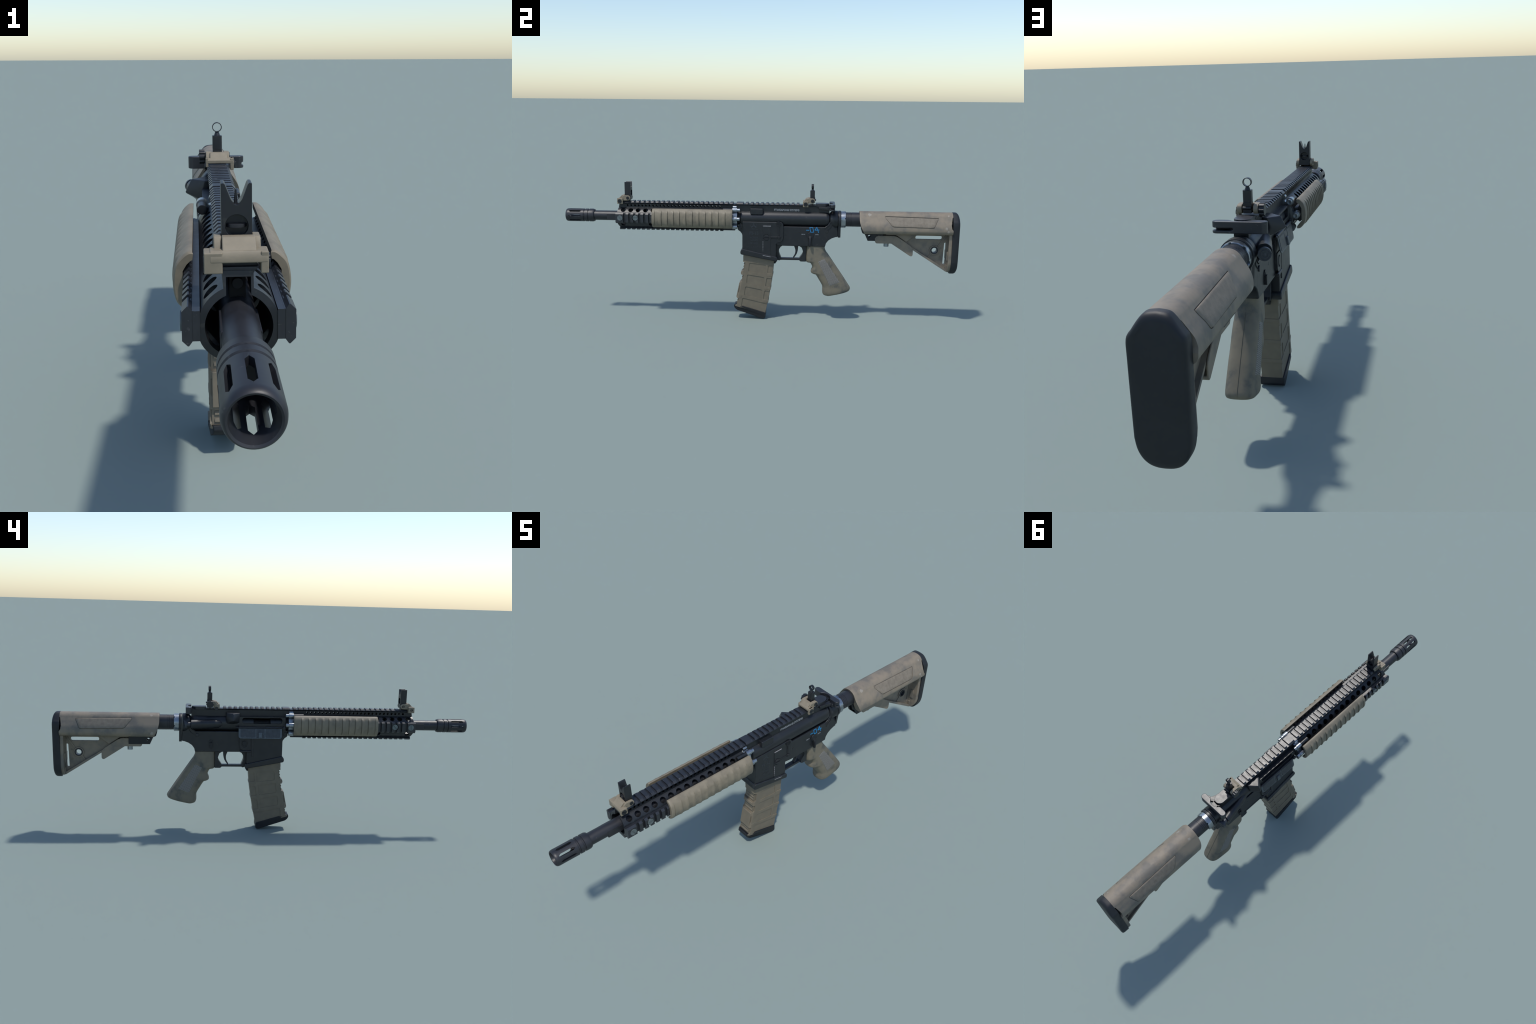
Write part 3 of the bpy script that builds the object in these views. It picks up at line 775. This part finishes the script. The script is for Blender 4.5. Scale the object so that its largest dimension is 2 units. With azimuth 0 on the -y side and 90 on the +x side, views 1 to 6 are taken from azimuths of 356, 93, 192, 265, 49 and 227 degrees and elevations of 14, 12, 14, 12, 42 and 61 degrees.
part("magazine_release", prism([(0.0975 + (p[0] - 0.0975) * 0.72, 0.4280 + (p[1] - 0.428) * 0.72) for p in ov], -0.0470, -0.036), POLY, lower, bevel=0.0018, seg=3)
part("catch_bar", prism(rounded([(0.0515, 0.3640), (0.0630, 0.3640), (0.0630, 0.4580), (0.0515, 0.4580)], 0.004), -0.0465, -0.040), BLACK, lower, bevel=0.0016)
part("catch_rod", rod((-0.0440, 0.0650, 0.3905), (-0.0440, 0.1190, 0.3905), 0.0055, 18), BARREL, lower, bevel=0.0018, seg=3)
part("body_pin", rod((rx + 0.003, 0.2040, 0.4480), (rx - 0.0008, 0.2040, 0.4480), 0.0045, 16), BLACK, lower, bevel=0.0008)

# ================================================================== magazine
def lerp_profile(tab, z):
    for (z0, a), (z1, b) in zip(tab, tab[1:]):
        if z0 >= z >= z1:
            return a + (b - a) * (z0 - z) / (z0 - z1)
    return tab[0][1] if z > tab[0][0] else tab[-1][1]
front_t = [(0.345, -0.0800), (0.300, -0.0845), (0.250, -0.0905), (0.200, -0.0980), (0.150, -0.1070), (0.100, -0.1180), (0.055, -0.1280)]
rear_t = [(0.345, 0.0770), (0.298, 0.0740), (0.241, 0.0690), (0.190, 0.0630), (0.150, 0.0560), (0.100, 0.0475), (0.020, 0.0305)]
# outline follows the curve; rows lean with the cartridge stack
NR = 22
rows = []
for k in range(NR + 1):
    t = k / NR
    zf = 0.345 + (0.0640 - 0.345) * t
    zr = 0.330 + (0.0230 - 0.330) * t
    rows.append((lerp_profile(front_t, zf), zf, lerp_profile(rear_t, zr), zr))
def mag_ring(yf, zf, yr, zr, hw, r=0.010):
    P = [(yf, -hw), (yr, -hw), (yr, hw), (yf, hw)]
    Q = rounded(P, [0.013, 0.006, 0.006, 0.013], 4)
    out = []
    for y, x in Q:
        t = (y - yf) / (yr - yf)
        out.append((x, y, zf + (zr - zf) * t))
    return out
mag_bm = loft([mag_ring(*r, 0.0355) for r in rows])
def onrow(u, v):
    """Point (y,z) on the magazine side; u 0 front..1 rear, v 0 top..1 bottom."""
    k = min(int(v * NR), NR - 1)
    f = v * NR - k
    a, b = rows[k], rows[k + 1]
    yf, zf, yr, zr = [p + (q - p) * f for p, q in zip(a, b)]
    return (yf + (yr - yf) * u, zf + (zr - zf) * u)
def vrow(z):                      # v of a front height
    return (0.345 - z) / (0.345 - 0.0640)
def pocket(pts, s):
    return prism(rounded(pts, 0.008, 4), s * 0.0334, s * 0.05)
mcut = []
for s in (1, -1):
    for P in ([(-0.0520, 0.2935), (0.0345, 0.2845), (0.0320, 0.2375), (-0.0560, 0.2470)],
              [(-0.0625, 0.2320), (0.0260, 0.2190), (0.0215, 0.1715), (-0.0660, 0.1840)],
              [(-0.0720, 0.1690), (0.0155, 0.1530), (0.0105, 0.1060), (-0.0775, 0.1220)],
              [(0.0450, 0.2830), (0.0900, 0.2780), (0.0860, 0.2280), (0.0415, 0.2330)],
              [(0.0380, 0.2170), (0.0860, 0.2100), (0.0800, 0.1610), (0.0310, 0.1680)],
              [(0.0280, 0.1500), (0.0800, 0.1410), (0.0700, 0.0910), (0.0195, 0.1010)],
              [(-0.0870, 0.1080), (0.0700, 0.0730), (0.0500, -0.0100), (-0.0960, 0.0250)]):
        mcut.append(pocket(P, s))
# finger recesses across the front edge
for za, zb in ((0.2980, 0.2490), (0.2300, 0.1900), (0.1060, 0.0690)):
    ya, yb = lerp_profile(front_t, za), lerp_profile(front_t, zb)
    mcut.append(prism([(ya - 0.02, za + 0.001), (ya + 0.0085, za - 0.001), (yb + 0.0085, zb - 0.001), (yb - 0.02, zb + 0.001)], -0.0310, 0.0310))
    for s in (1, -1):
        mcut.append(prism(rounded([(ya - 0.02, za), (ya + 0.0125, za - 0.0015), (yb + 0.0125, zb + 0.002), (yb - 0.02, zb + 0.002)], [0, 0.001, 0.009, 0]), s * 0.0300, s * 0.05))
for s in (1, -1):                 # slit window beside the lower front panel
    mcut.append(prism([(-0.104, 0.178), (-0.1000, 0.170), (-0.1050, 0.138), (-0.1130, 0.128), (-0.1200, 0.128), (-0.120, 0.178)], s * 0.0275, s * 0.0335))
magazine = part("magazine", mag_bm, TANM, rifle, bevel=0.0008, cut=join(*mcut), angle=45)
bars = []
for za, zb, n in ((0.2980, 0.2490, 3), (0.2300, 0.1900, 2), (0.1060, 0.0690, 2)):
    for k in range(n):
        z = za + (zb - za) * (k + 0.75) / (n + 0.4)
        y = lerp_profile(front_t, z)
        bars.append(hull([(x, y + dy, z + dz) for x in (-0.0240, 0.0240) for dy, dz in ((0.0085, -0.005), (0.0085, 0.005), (0.0045, -0.0030), (0.0060, 0.001))]))
part("finger_ridge", join(*bars), TANM, magazine, bevel=0.0008)
bands = []
for za, zb in ((0.2475, 0.2315), (0.1885, 0.1085)):
    ya, yb = lerp_profile(front_t, za), lerp_profile(front_t, zb)
    bands.append(prism([(ya + 0.004, za), (ya - 0.0030, za - 0.001), (yb - 0.0028, zb + 0.002), (yb + 0.004, zb)], -0.0285, 0.0285))
part("front_band", join(*bands), TANM, magazine, bevel=0.0020, seg=3)
rb = []
for z in (0.2290, 0.1575, 0.0900):
    y = lerp_profile(rear_t, z)
    rb.append(prism([(y - 0.03, z + 0.0090 + 0.0045), (y + 0.0028, z + 0.0080), (y + 0.0016, z - 0.0050), (y - 0.03, z - 0.0090 + 0.0045)], -0.0362, 0.0362))
part("rear_band", join(*rb), TANM, magazine, bevel=0.0014)
part("magazine_neck", loft([mag_ring(lerp_profile(front_t, 0.345) - 0.001, 0.375, 0.0770, 0.360, 0.0362), mag_ring(-0.0842, 0.3120, 0.0755, 0.2985, 0.0364)]), TANM, magazine, bevel=0.0008)
part("rotation_pin", join(*[rod((s * 0.034, -0.0975, 0.1180), (s * 0.0362, -0.0975, 0.1180), 0.0085, 20) for s in (1, -1)]), TANM, magazine, bevel=0.0006)
part("feed_tab", prism([(0.0700, 0.3060), (0.0900, 0.3040), (0.0880, 0.2980), (0.0790, 0.2850), (0.0745, 0.2880), (0.0700, 0.3000)], -0.0120, 0.0120), POLY, magazine, bevel=0.002)
base = rounded([(-0.1315, 0.0620), (-0.1275, 0.0725), (-0.0880, 0.0605), (-0.0860, 0.0655), (0.0330, 0.0310), (0.0335, 0.0080), (0.0265, 0.0008), (0.0190, 0.0), (-0.1180, 0.0435), (-0.1285, 0.0530)],
               [0.003, 0.002, 0, 0, 0.002, 0.005, 0.004, 0.006, 0.01, 0.006])
base_b = loft([[(x, y, z) for y, z in base] for x in (-0.0385, 0.0385)])
for v in base_b.verts:                      # nose of the floor plate narrows
    k = max(0.0, (-0.105 - v.co.y) / 0.026)
    v.co.x *= 1 - 0.30 * k
part("floor_plate", base_b, POLY, magazine, bevel=0.0035, seg=3)

# ================================================================== pistol grip
gf = [(0.2370, 0.3850), (0.2370, 0.3400), (0.2372, 0.3080), (0.2420, 0.2985), (0.2580, 0.2955), (0.2660, 0.2850), (0.2695, 0.2720), (0.2640, 0.2580),
      (0.2640, 0.2450), (0.2740, 0.2385), (0.2880, 0.2340), (0.3060, 0.2060), (0.3225, 0.1770), (0.3235, 0.1560), (0.3240, 0.1420), (0.3300, 0.1290), (0.3450, 0.1240)]
gb = [(0.3330, 0.3850), (0.3335, 0.3680), (0.3440, 0.3470), (0.3530, 0.3340), (0.3630, 0.3195), (0.3730, 0.3050), (0.3830, 0.2905), (0.3940, 0.2745),
      (0.4030, 0.2615), (0.4110, 0.2500), (0.4200, 0.2370), (0.4370, 0.2115), (0.4550, 0.1840), (0.4640, 0.1700), (0.4655, 0.1600), (0.4580, 0.1510), (0.4300, 0.1420)]
gw = [0.0335, 0.0345, 0.0355, 0.0360, 0.0365, 0.0370, 0.0375, 0.0378, 0.0380, 0.0382, 0.0385, 0.0388, 0.0392, 0.0396, 0.0396, 0.0380, 0.0340]
NS = 52
F, B = smooth_curve(gf, NS), smooth_curve(gb, NS)
Wd = smooth_curve([(w, 0) for w in gw], NS)
def grip_halfwidth(f, w):
    return w * max(0.0, 1 - abs(2 * f - 1) ** 4.5) ** (1 / 2.6)
secs = []
for p, q, w in zip(F, B, Wd):
    sec = []
    for k in range(40):
        a = 2 * math.pi * k / 40
        ca, sa = math.cos(a), math.sin(a)
        u = math.copysign(abs(ca) ** (2 / 4.5), ca)
        v = math.copysign(abs(sa) ** (2 / 2.6), sa)
        c = p + (q - p) * (0.5 - 0.5 * u)
        sec.append((v * w.x, c.x, c.y))
    secs.append(sec)
pistol_grip = part("pistol_grip", loft(secs), TANG, rifle, bevel=0)
def grip_x(y, z):
    best = None
    for p, q, w in zip(F, B, Wd):
        d = q - p
        f = ((Vector((y, z)) - p).dot(d)) / d.length_squared
        dist = (p + d * f - Vector((y, z))).length
        if best is None or dist < best[0]:
            best = (dist, f, w.x)
    return grip_halfwidth(min(max(best[1], 0.0), 1.0), best[2])
qa, qb, qc, qd = Vector((0.2985, 0.3085)), Vector((0.3320, 0.3225)), Vector((0.4130, 0.2010)), Vector((0.3600, 0.1800))
for s in (1, -1):
    nu, nv = 12, 24
    bm = bmesh.new()
    grid = []
    for j in range(nv + 1):
        row = []
        for i in range(nu + 1):
            u, v = i / nu, j / nv
            # clipped corners
            if j == nv and i in (0,):
                v = 1 - 0.6 / nv
            c = (qa * (1 - u) + qb * u) * (1 - v) + (qd * (1 - u) + qc * u) * v
            edge = i in (0, nu) or j in (0, nv)
            row.append(bm.verts.new((s * (grip_x(c.x, c.y) + (-0.0004 if edge else 0.0010)), c.x, c.y)))
        grid.append(row)
    for j in range(nv):
        for i in range(nu):
            bm.faces.new((grid[j][i], grid[j][i + 1], grid[j + 1][i + 1], grid[j + 1][i]))
    back = bmesh.ops.extrude_face_region(bm, geom=bm.faces[:])
    for g in back["geom"]:
        if isinstance(g, bmesh.types.BMVert):
            g.co.x -= s * 0.006
    bmesh.ops.recalc_face_normals(bm, faces=bm.faces)
    part("grip_texture_patch", bm, STIPPLE, pistol_grip, bevel=0)
seam = [[(x, q.x + dx, q.y + dx * 0.7) for x, dx in ((-0.0014, -0.002), (0.0014, -0.002), (0.0008, 0.0011), (-0.0008, 0.0011))] for q in B[6:-6]]
part("grip_seam", loft(seam), TANG, pistol_grip, bevel=0)

# ================================================================== buffer tube and stock
buf = [(0.405, 0.0362)]
for y in (0.440, 0.4475, 0.455, 0.4625):
    buf += [(y - 0.0012, 0.0362), (y - 0.0008, 0.0352), (y + 0.0008, 0.0352), (y + 0.0012, 0.0362)]
buf += [(0.545, 0.0362)]
buffer_tube = part("buffer_tube", lathe(buf, seg=56), BARREL, rifle, bevel=0)
nut = lathe([(0.4097, 0.0395), (0.4110, 0.0420), (0.4330, 0.0420), (0.4345, 0.0400), (0.4345, 0.0355), (0.4097, 0.0355)], 0, 0.5200, 20, True)
notch = [rod((0, 0.434, 0.52), (0.06 * math.cos(math.radians(a)), 0.434, 0.52 + 0.06 * math.sin(math.radians(a))), 0.0055, 4) for a in (15, 75, 135, 195, 255, 315)]
part("castle_nut", nut, STEEL, buffer_tube, bevel=0.0008, cut=join(*notch), angle=25)

half = [(0.0, 0.5650), (0.0120, 0.5640), (0.0240, 0.5595), (0.0335, 0.5515), (0.0400, 0.5415), (0.0500, 0.5260), (0.0600, 0.5100), (0.0660, 0.4960), (0.0688, 0.4820),
        (0.0682, 0.4720), (0.0630, 0.4635), (0.0540, 0.4575)]
hs = smooth_curve(half, 40)
ring_pts = [tuple(p) for p in hs] + [(-p.x, p.y) for p in reversed(hs[1:])]
def stock_front(z):
    return 0.5030 + 0.0265 * max(0.0, (0.530 - z) / 0.075) ** 1.7
def stock_rear(z):
    return 0.9655
ys_t = [0.0, 0.004, 0.02, 0.25, 0.5, 0.75, 0.97, 1.0]
secs = []
for t in ys_t:
    sec = []
    for x, z in ring_pts:
        y = stock_front(z) * (1 - t) + stock_rear(z) * t
        k = 0.985 if t == 0.0 else 1.0
        sec.append((x * k, y, 0.515 + (z - 0.515) * k))
    secs.append(sec)
stock_bm = loft(secs)
PAD_T = [(0.6330, 0.5435), (0.8905, 0.5385)]
PAD_L = [(0.6330, 0.5435), (0.6345, 0.5340), (0.6450, 0.5235), (0.6550, 0.5120), (0.6640, 0.5015), (0.6740, 0.4975)]
PAD_R = [(0.8905, 0.5385), (0.8895, 0.5330), (0.8830, 0.5200), (0.8770, 0.5080), (0.8710, 0.4970), (0.8600, 0.4945)]
def stock_x(z):
    for a, b in zip(hs[3:], hs[4:]):
        if a.y >= z >= b.y:
            p = a.lerp(b, (a.y - z) / max(1e-6, a.y - b.y))
            d = (b - a).normalized()
            n = Vector((-d.y, d.x))
            return p, n if n.x > 0 else -n
    return hs[-1], Vector((1, 0))
def pad_shell(s, grow, low, high, lip):
    """Patch of the cheek surface, thick between two offsets; grow widens it; lip rounds its rim."""
    nu, nv = 44, 16
    Lc, Rc = smooth_curve(PAD_L, nv + 1), smooth_curve(PAD_R, nv + 1)
    bm = bmesh.new()
    sides = []
    for off in (low, high):
        grid = []
        for j in range(nv + 1):
            row = []
            for i in range(nu + 1):
                u = i / nu
                c = Lc[j] * (1 - u) + Rc[j] * u
                c = Vector((c.x + grow * (2 * u - 1), c.y + grow * (1 - 2 * j / nv)))
                p, n = stock_x(c.y)
                e = min(i, nu - i, j, nv - j)
                o = off - (lip if (off == high and e == 0) else 0.0) - (lip * 0.25 if (off == high and e == 1) else 0.0)
                row.append(bm.verts.new((s * (p.x + n.x * o), c.x, p.y + n.y * o)))
            grid.append(row)
        sides.append(grid)
        for j in range(nv):
            for i in range(nu):
                bm.faces.new((grid[j][i], grid[j][i + 1], grid[j + 1][i + 1], grid[j + 1][i]))
    A, Bq = sides
    rim = [(0, i) for i in range(nu)] + [(j, nu) for j in range(nv)] + [(nv, i) for i in range(nu, 0, -1)] + [(j, 0) for j in range(nv, 0, -1)]
    for (j0, i0), (j1, i1) in zip(rim, rim[1:] + rim[:1]):
        bm.faces.new((A[j0][i0], A[j1][i1], Bq[j1][i1], Bq[j0][i0]))
    bmesh.ops.recalc_face_normals(bm, faces=bm.faces)
    return bm
scut = [lathe([(0.49, 0.0375), (0.56, 0.0375)], seg=48), box(-0.030, 0.030, 0.48, 0.60, 0.440, 0.500)]
for s in (1, -1):
    scut.append(hull([(s * a, b, c) for a in (0.030, 0.09) for b, c in ((0.9700, 0.5500), (0.9700, 0.4760), (0.9560, 0.5080), (0.9620, 0.5420), (0.9590, 0.4900))]))
for s in (1, -1):
    scut.append(pad_shell(s, 0.0030 if s > 0 else 0.0016, -0.0032, 0.0060, 0.0))
stock = part("stock", stock_bm, TAN, rifle, bevel=0.0016, seg=2, cut=join(*scut), angle=50)

def stock_x(z):
    for a, b in zip(hs[3:], hs[4:]):
        if a.y >= z >= b.y:
            f = (a.y - z) / max(1e-6, a.y - b.y)
            p = a.lerp(b, f)
            d = (b - a).normalized()
            return p, Vector((-d.y, d.x)) if -d.y > 0 else Vector((d.y, -d.x))
    return hs[-1], Vector((1, 0))
for s in (1, -1):
    part("cheek_pad", pad_shell(s, 0.0, -0.0045, 0.0030 if s < 0 else 0.0006, 0.0022 if s < 0 else 0.0016), TANT, stock, bevel=0)

# triangular lower frame
web_o = [(0.6650, 0.4600), (0.9480, 0.4600), (0.9480, 0.2750), (0.9420, 0.2720), (0.7750, 0.3770), (0.7000, 0.4380)]
slot_a = prism(rounded([(0.7880, 0.4275), (0.9210, 0.4275), (0.9210, 0.4455), (0.7880, 0.4455)], 0.0088, 6), -0.05, 0.05)
slot_b = prism(rounded([(0.9285, 0.3010), (0.9400, 0.3010), (0.9440, 0.4120), (0.9330, 0.4120)], 0.005, 4), -0.05, 0.05)
stock_web = part("stock_web", prism(web_o, -0.0080, 0.0080), TAN, stock, bevel=0.0010, cut=join(slot_a, slot_b, rod((-0.05, 0.884, 0.373), (0.05, 0.884, 0.373), 0.0200, 28)))
flange = [(0.9520, 0.2660), (0.9450, 0.2650), (0.7000, 0.4210), (0.7000, 0.4330), (0.7780, 0.3830), (0.9520, 0.2740)]
part("web_flange", prism(flange, -0.0210, 0.0210), TAN, stock, bevel=0.0012)
part("web_rib", join(prism([(0.9440, 0.4480), (0.9390, 0.4500), (0.9000, 0.3960), (0.9050, 0.3930)], -0.0125, 0.0125), prism([(0.8730, 0.3570), (0.8680, 0.3600), (0.8520, 0.3380), (0.8570, 0.3340)], -0.0125, 0.0125),
                     box(-0.0150, 0.0150, 0.9460, 0.9500, 0.270, 0.458)), TAN, stock, bevel=0.0008)
def ring_x(cy, cz, r0, r1, hx):
    b = lathe([(-hx, r0), (hx, r0), (hx, r1), (-hx, r1)], 0, 0, 36, True)
    return place(b, lambda x, y, z: (y, cy + x, cz + z))
part("sling_socket", join(ring_x(0.884, 0.373, 0.0245, 0.0190, 0.0140)), TAN, stock, bevel=0.0010)
part("socket_bushing", join(ring_x(0.884, 0.373, 0.0188, 0.0130, 0.0165)), BARREL, stock, bevel=0.0010)
part("web_button", join(*[rod((s * 0.007, y, z), (s * 0.0090, y, z), 0.0045, 14) for s in (1, -1) for y, z in ((0.9170, 0.3840), (0.9140, 0.3390))]), TANM, stock, bevel=0.0006)
# adjustment lever
lev = [(0.5830, 0.4300), (0.5850, 0.4110), (0.5910, 0.4050), (0.6660, 0.4050), (0.7620, 0.3430), (0.7700, 0.3415), (0.7755, 0.3480), (0.7760, 0.3760), (0.7730, 0.3850), (0.7620, 0.3960),
       (0.7000, 0.4380), (0.6850, 0.4440), (0.6740, 0.4455), (0.6000, 0.4450), (0.5890, 0.4400)]
lev_cut = [(0.60, 0.50), (0.60, 0.4130), (0.6700, 0.4130), (0.7620, 0.3540), (0.80, 0.3500), (0.80, 0.50)]
part("adjustment_lever", prism(lev, -0.0265, 0.0265), TAN, stock, bevel=0.0022, seg=3, cut=prism(lev_cut, -0.0215, 0.0215))
part("lever_bridge", prism([(0.640, 0.4600), (0.640, 0.4480), (0.690, 0.4480), (0.740, 0.4150), (0.80, 0.46)], -0.0205, 0.0205), TAN, stock, bevel=0.001)
part("lock_pin", rod((0, 0.6425, 0.3860), (0, 0.6425, 0.410), 0.0130, 24), STEEL, stock, bevel=0.0012, cut=rod((0, 0.6425, 0.375), (0, 0.6425, 0.395), 0.0085, 20))
guide = [(0.5130, 0.4900), (0.5140, 0.4720), (0.5190, 0.4560), (0.5320, 0.4500), (0.5470, 0.4170), (0.6250, 0.4170), (0.6250, 0.4900)]
part("stock_guide", prism(guide, -0.0240, 0.0240), POLY, stock, bevel=0.0010,
     cut=join(rod((-0.05, 0.5550, 0.4400), (0.05, 0.5550, 0.4400), 0.0075, 20), box(-0.0165, 0.0165, 0.50, 0.5900, 0.4240, 0.4790)))
part("guide_plate", prism([(0.5470, 0.4170), (0.6480, 0.4170), (0.6480, 0.4560), (0.5310, 0.4560)], -0.0290, -0.0245), POLY, stock, bevel=0.001,
     cut=rod((-0.05, 0.5550, 0.4400), (0.05, 0.5550, 0.4400), 0.0075, 20))
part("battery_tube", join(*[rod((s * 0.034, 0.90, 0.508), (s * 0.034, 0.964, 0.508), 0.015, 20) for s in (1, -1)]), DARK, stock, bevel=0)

# butt plate and pad
def butt_outline(k):
    pts = [(0.0, 0.5660), (0.0210, 0.5630), (0.0330, 0.5530), (0.0480, 0.5320), (0.0580, 0.5150), (0.0588, 0.4700), (0.0578, 0.3350), (0.0568, 0.3130), (0.0525, 0.2920), (0.0435, 0.2735), (0.0310, 0.2610), (0.0160, 0.2550), (0.0, 0.2535)]
    pts = [(x * k, 0.415 + (z - 0.415) * (1 - (1 - k) * 0.55)) for x, z in pts]
    r = smooth_curve(pts, 52)
    return [tuple(p) for p in r] + [(-p.x, p.y) for p in reversed(r[1:-1])]
def pad_back(z):
    return 1.0000 - 0.0022 * max(0.0, (0.515 - z) / 0.22) - 0.006 * max(0.0, (0.300 - z) / 0.045) ** 2 - 0.010 * max(0.0, (z - 0.525) / 0.04) ** 2
def pad_front(z):
    return 0.9655 - 0.0030 * max(0.0, (0.50 - z) / 0.25)
secs = []
for k, f in ((0.985, 0.0), (1.0, 0.04), (1.0, 0.62), (0.985, 0.82), (0.95, 0.93), (0.90, 0.98), (0.80, 1.0)):
    sec = []
    for x, z in butt_outline(k):
        sec.append((x, pad_front(z) * (1 - f) + pad_back(z) * f, z))
    secs.append(sec)
part("butt_pad", loft(secs), RUBBER, stock, bevel=0)
secs = []
for k, y in ((0.92, 0.9470), (0.955, 0.9480), (0.955, 0.9640)):
    secs.append([(x, y - 0.002 * (z < 0.3), z) for x, z in [(p[0], min(p[1], 0.4600)) for p in butt_outline(k)]])
def cap_outline(k):
    return [(-0.0535 * k, 0.458), (0.0535 * k, 0.458)] + [(x * 0.955 * k, z) for x, z in [(0.0575, 0.3250), (0.0555, 0.3080), (0.0500, 0.2930), (0.0400, 0.2775), (0.0280, 0.2670), (0.0150, 0.2620)]] + \
           [(-x * 0.955 * k, z) for x, z in reversed([(0.0575, 0.3250), (0.0555, 0.3080), (0.0500, 0.2930), (0.0400, 0.2775), (0.0280, 0.2670), (0.0150, 0.2620)])]
part("butt_plate", prism(cap_outline(1.0), 0.9490, 0.9650, 'y'), TAN, stock, bevel=0.0025, seg=3)
part("plate_step", join(*[box(s * 0.018, s * 0.036, 0.9440, 0.952, 0.3250, 0.3700) for s in (1, -1)], box(-0.022, 0.022, 0.943, 0.95, 0.266, 0.30)), TAN, stock, bevel=0.0015)
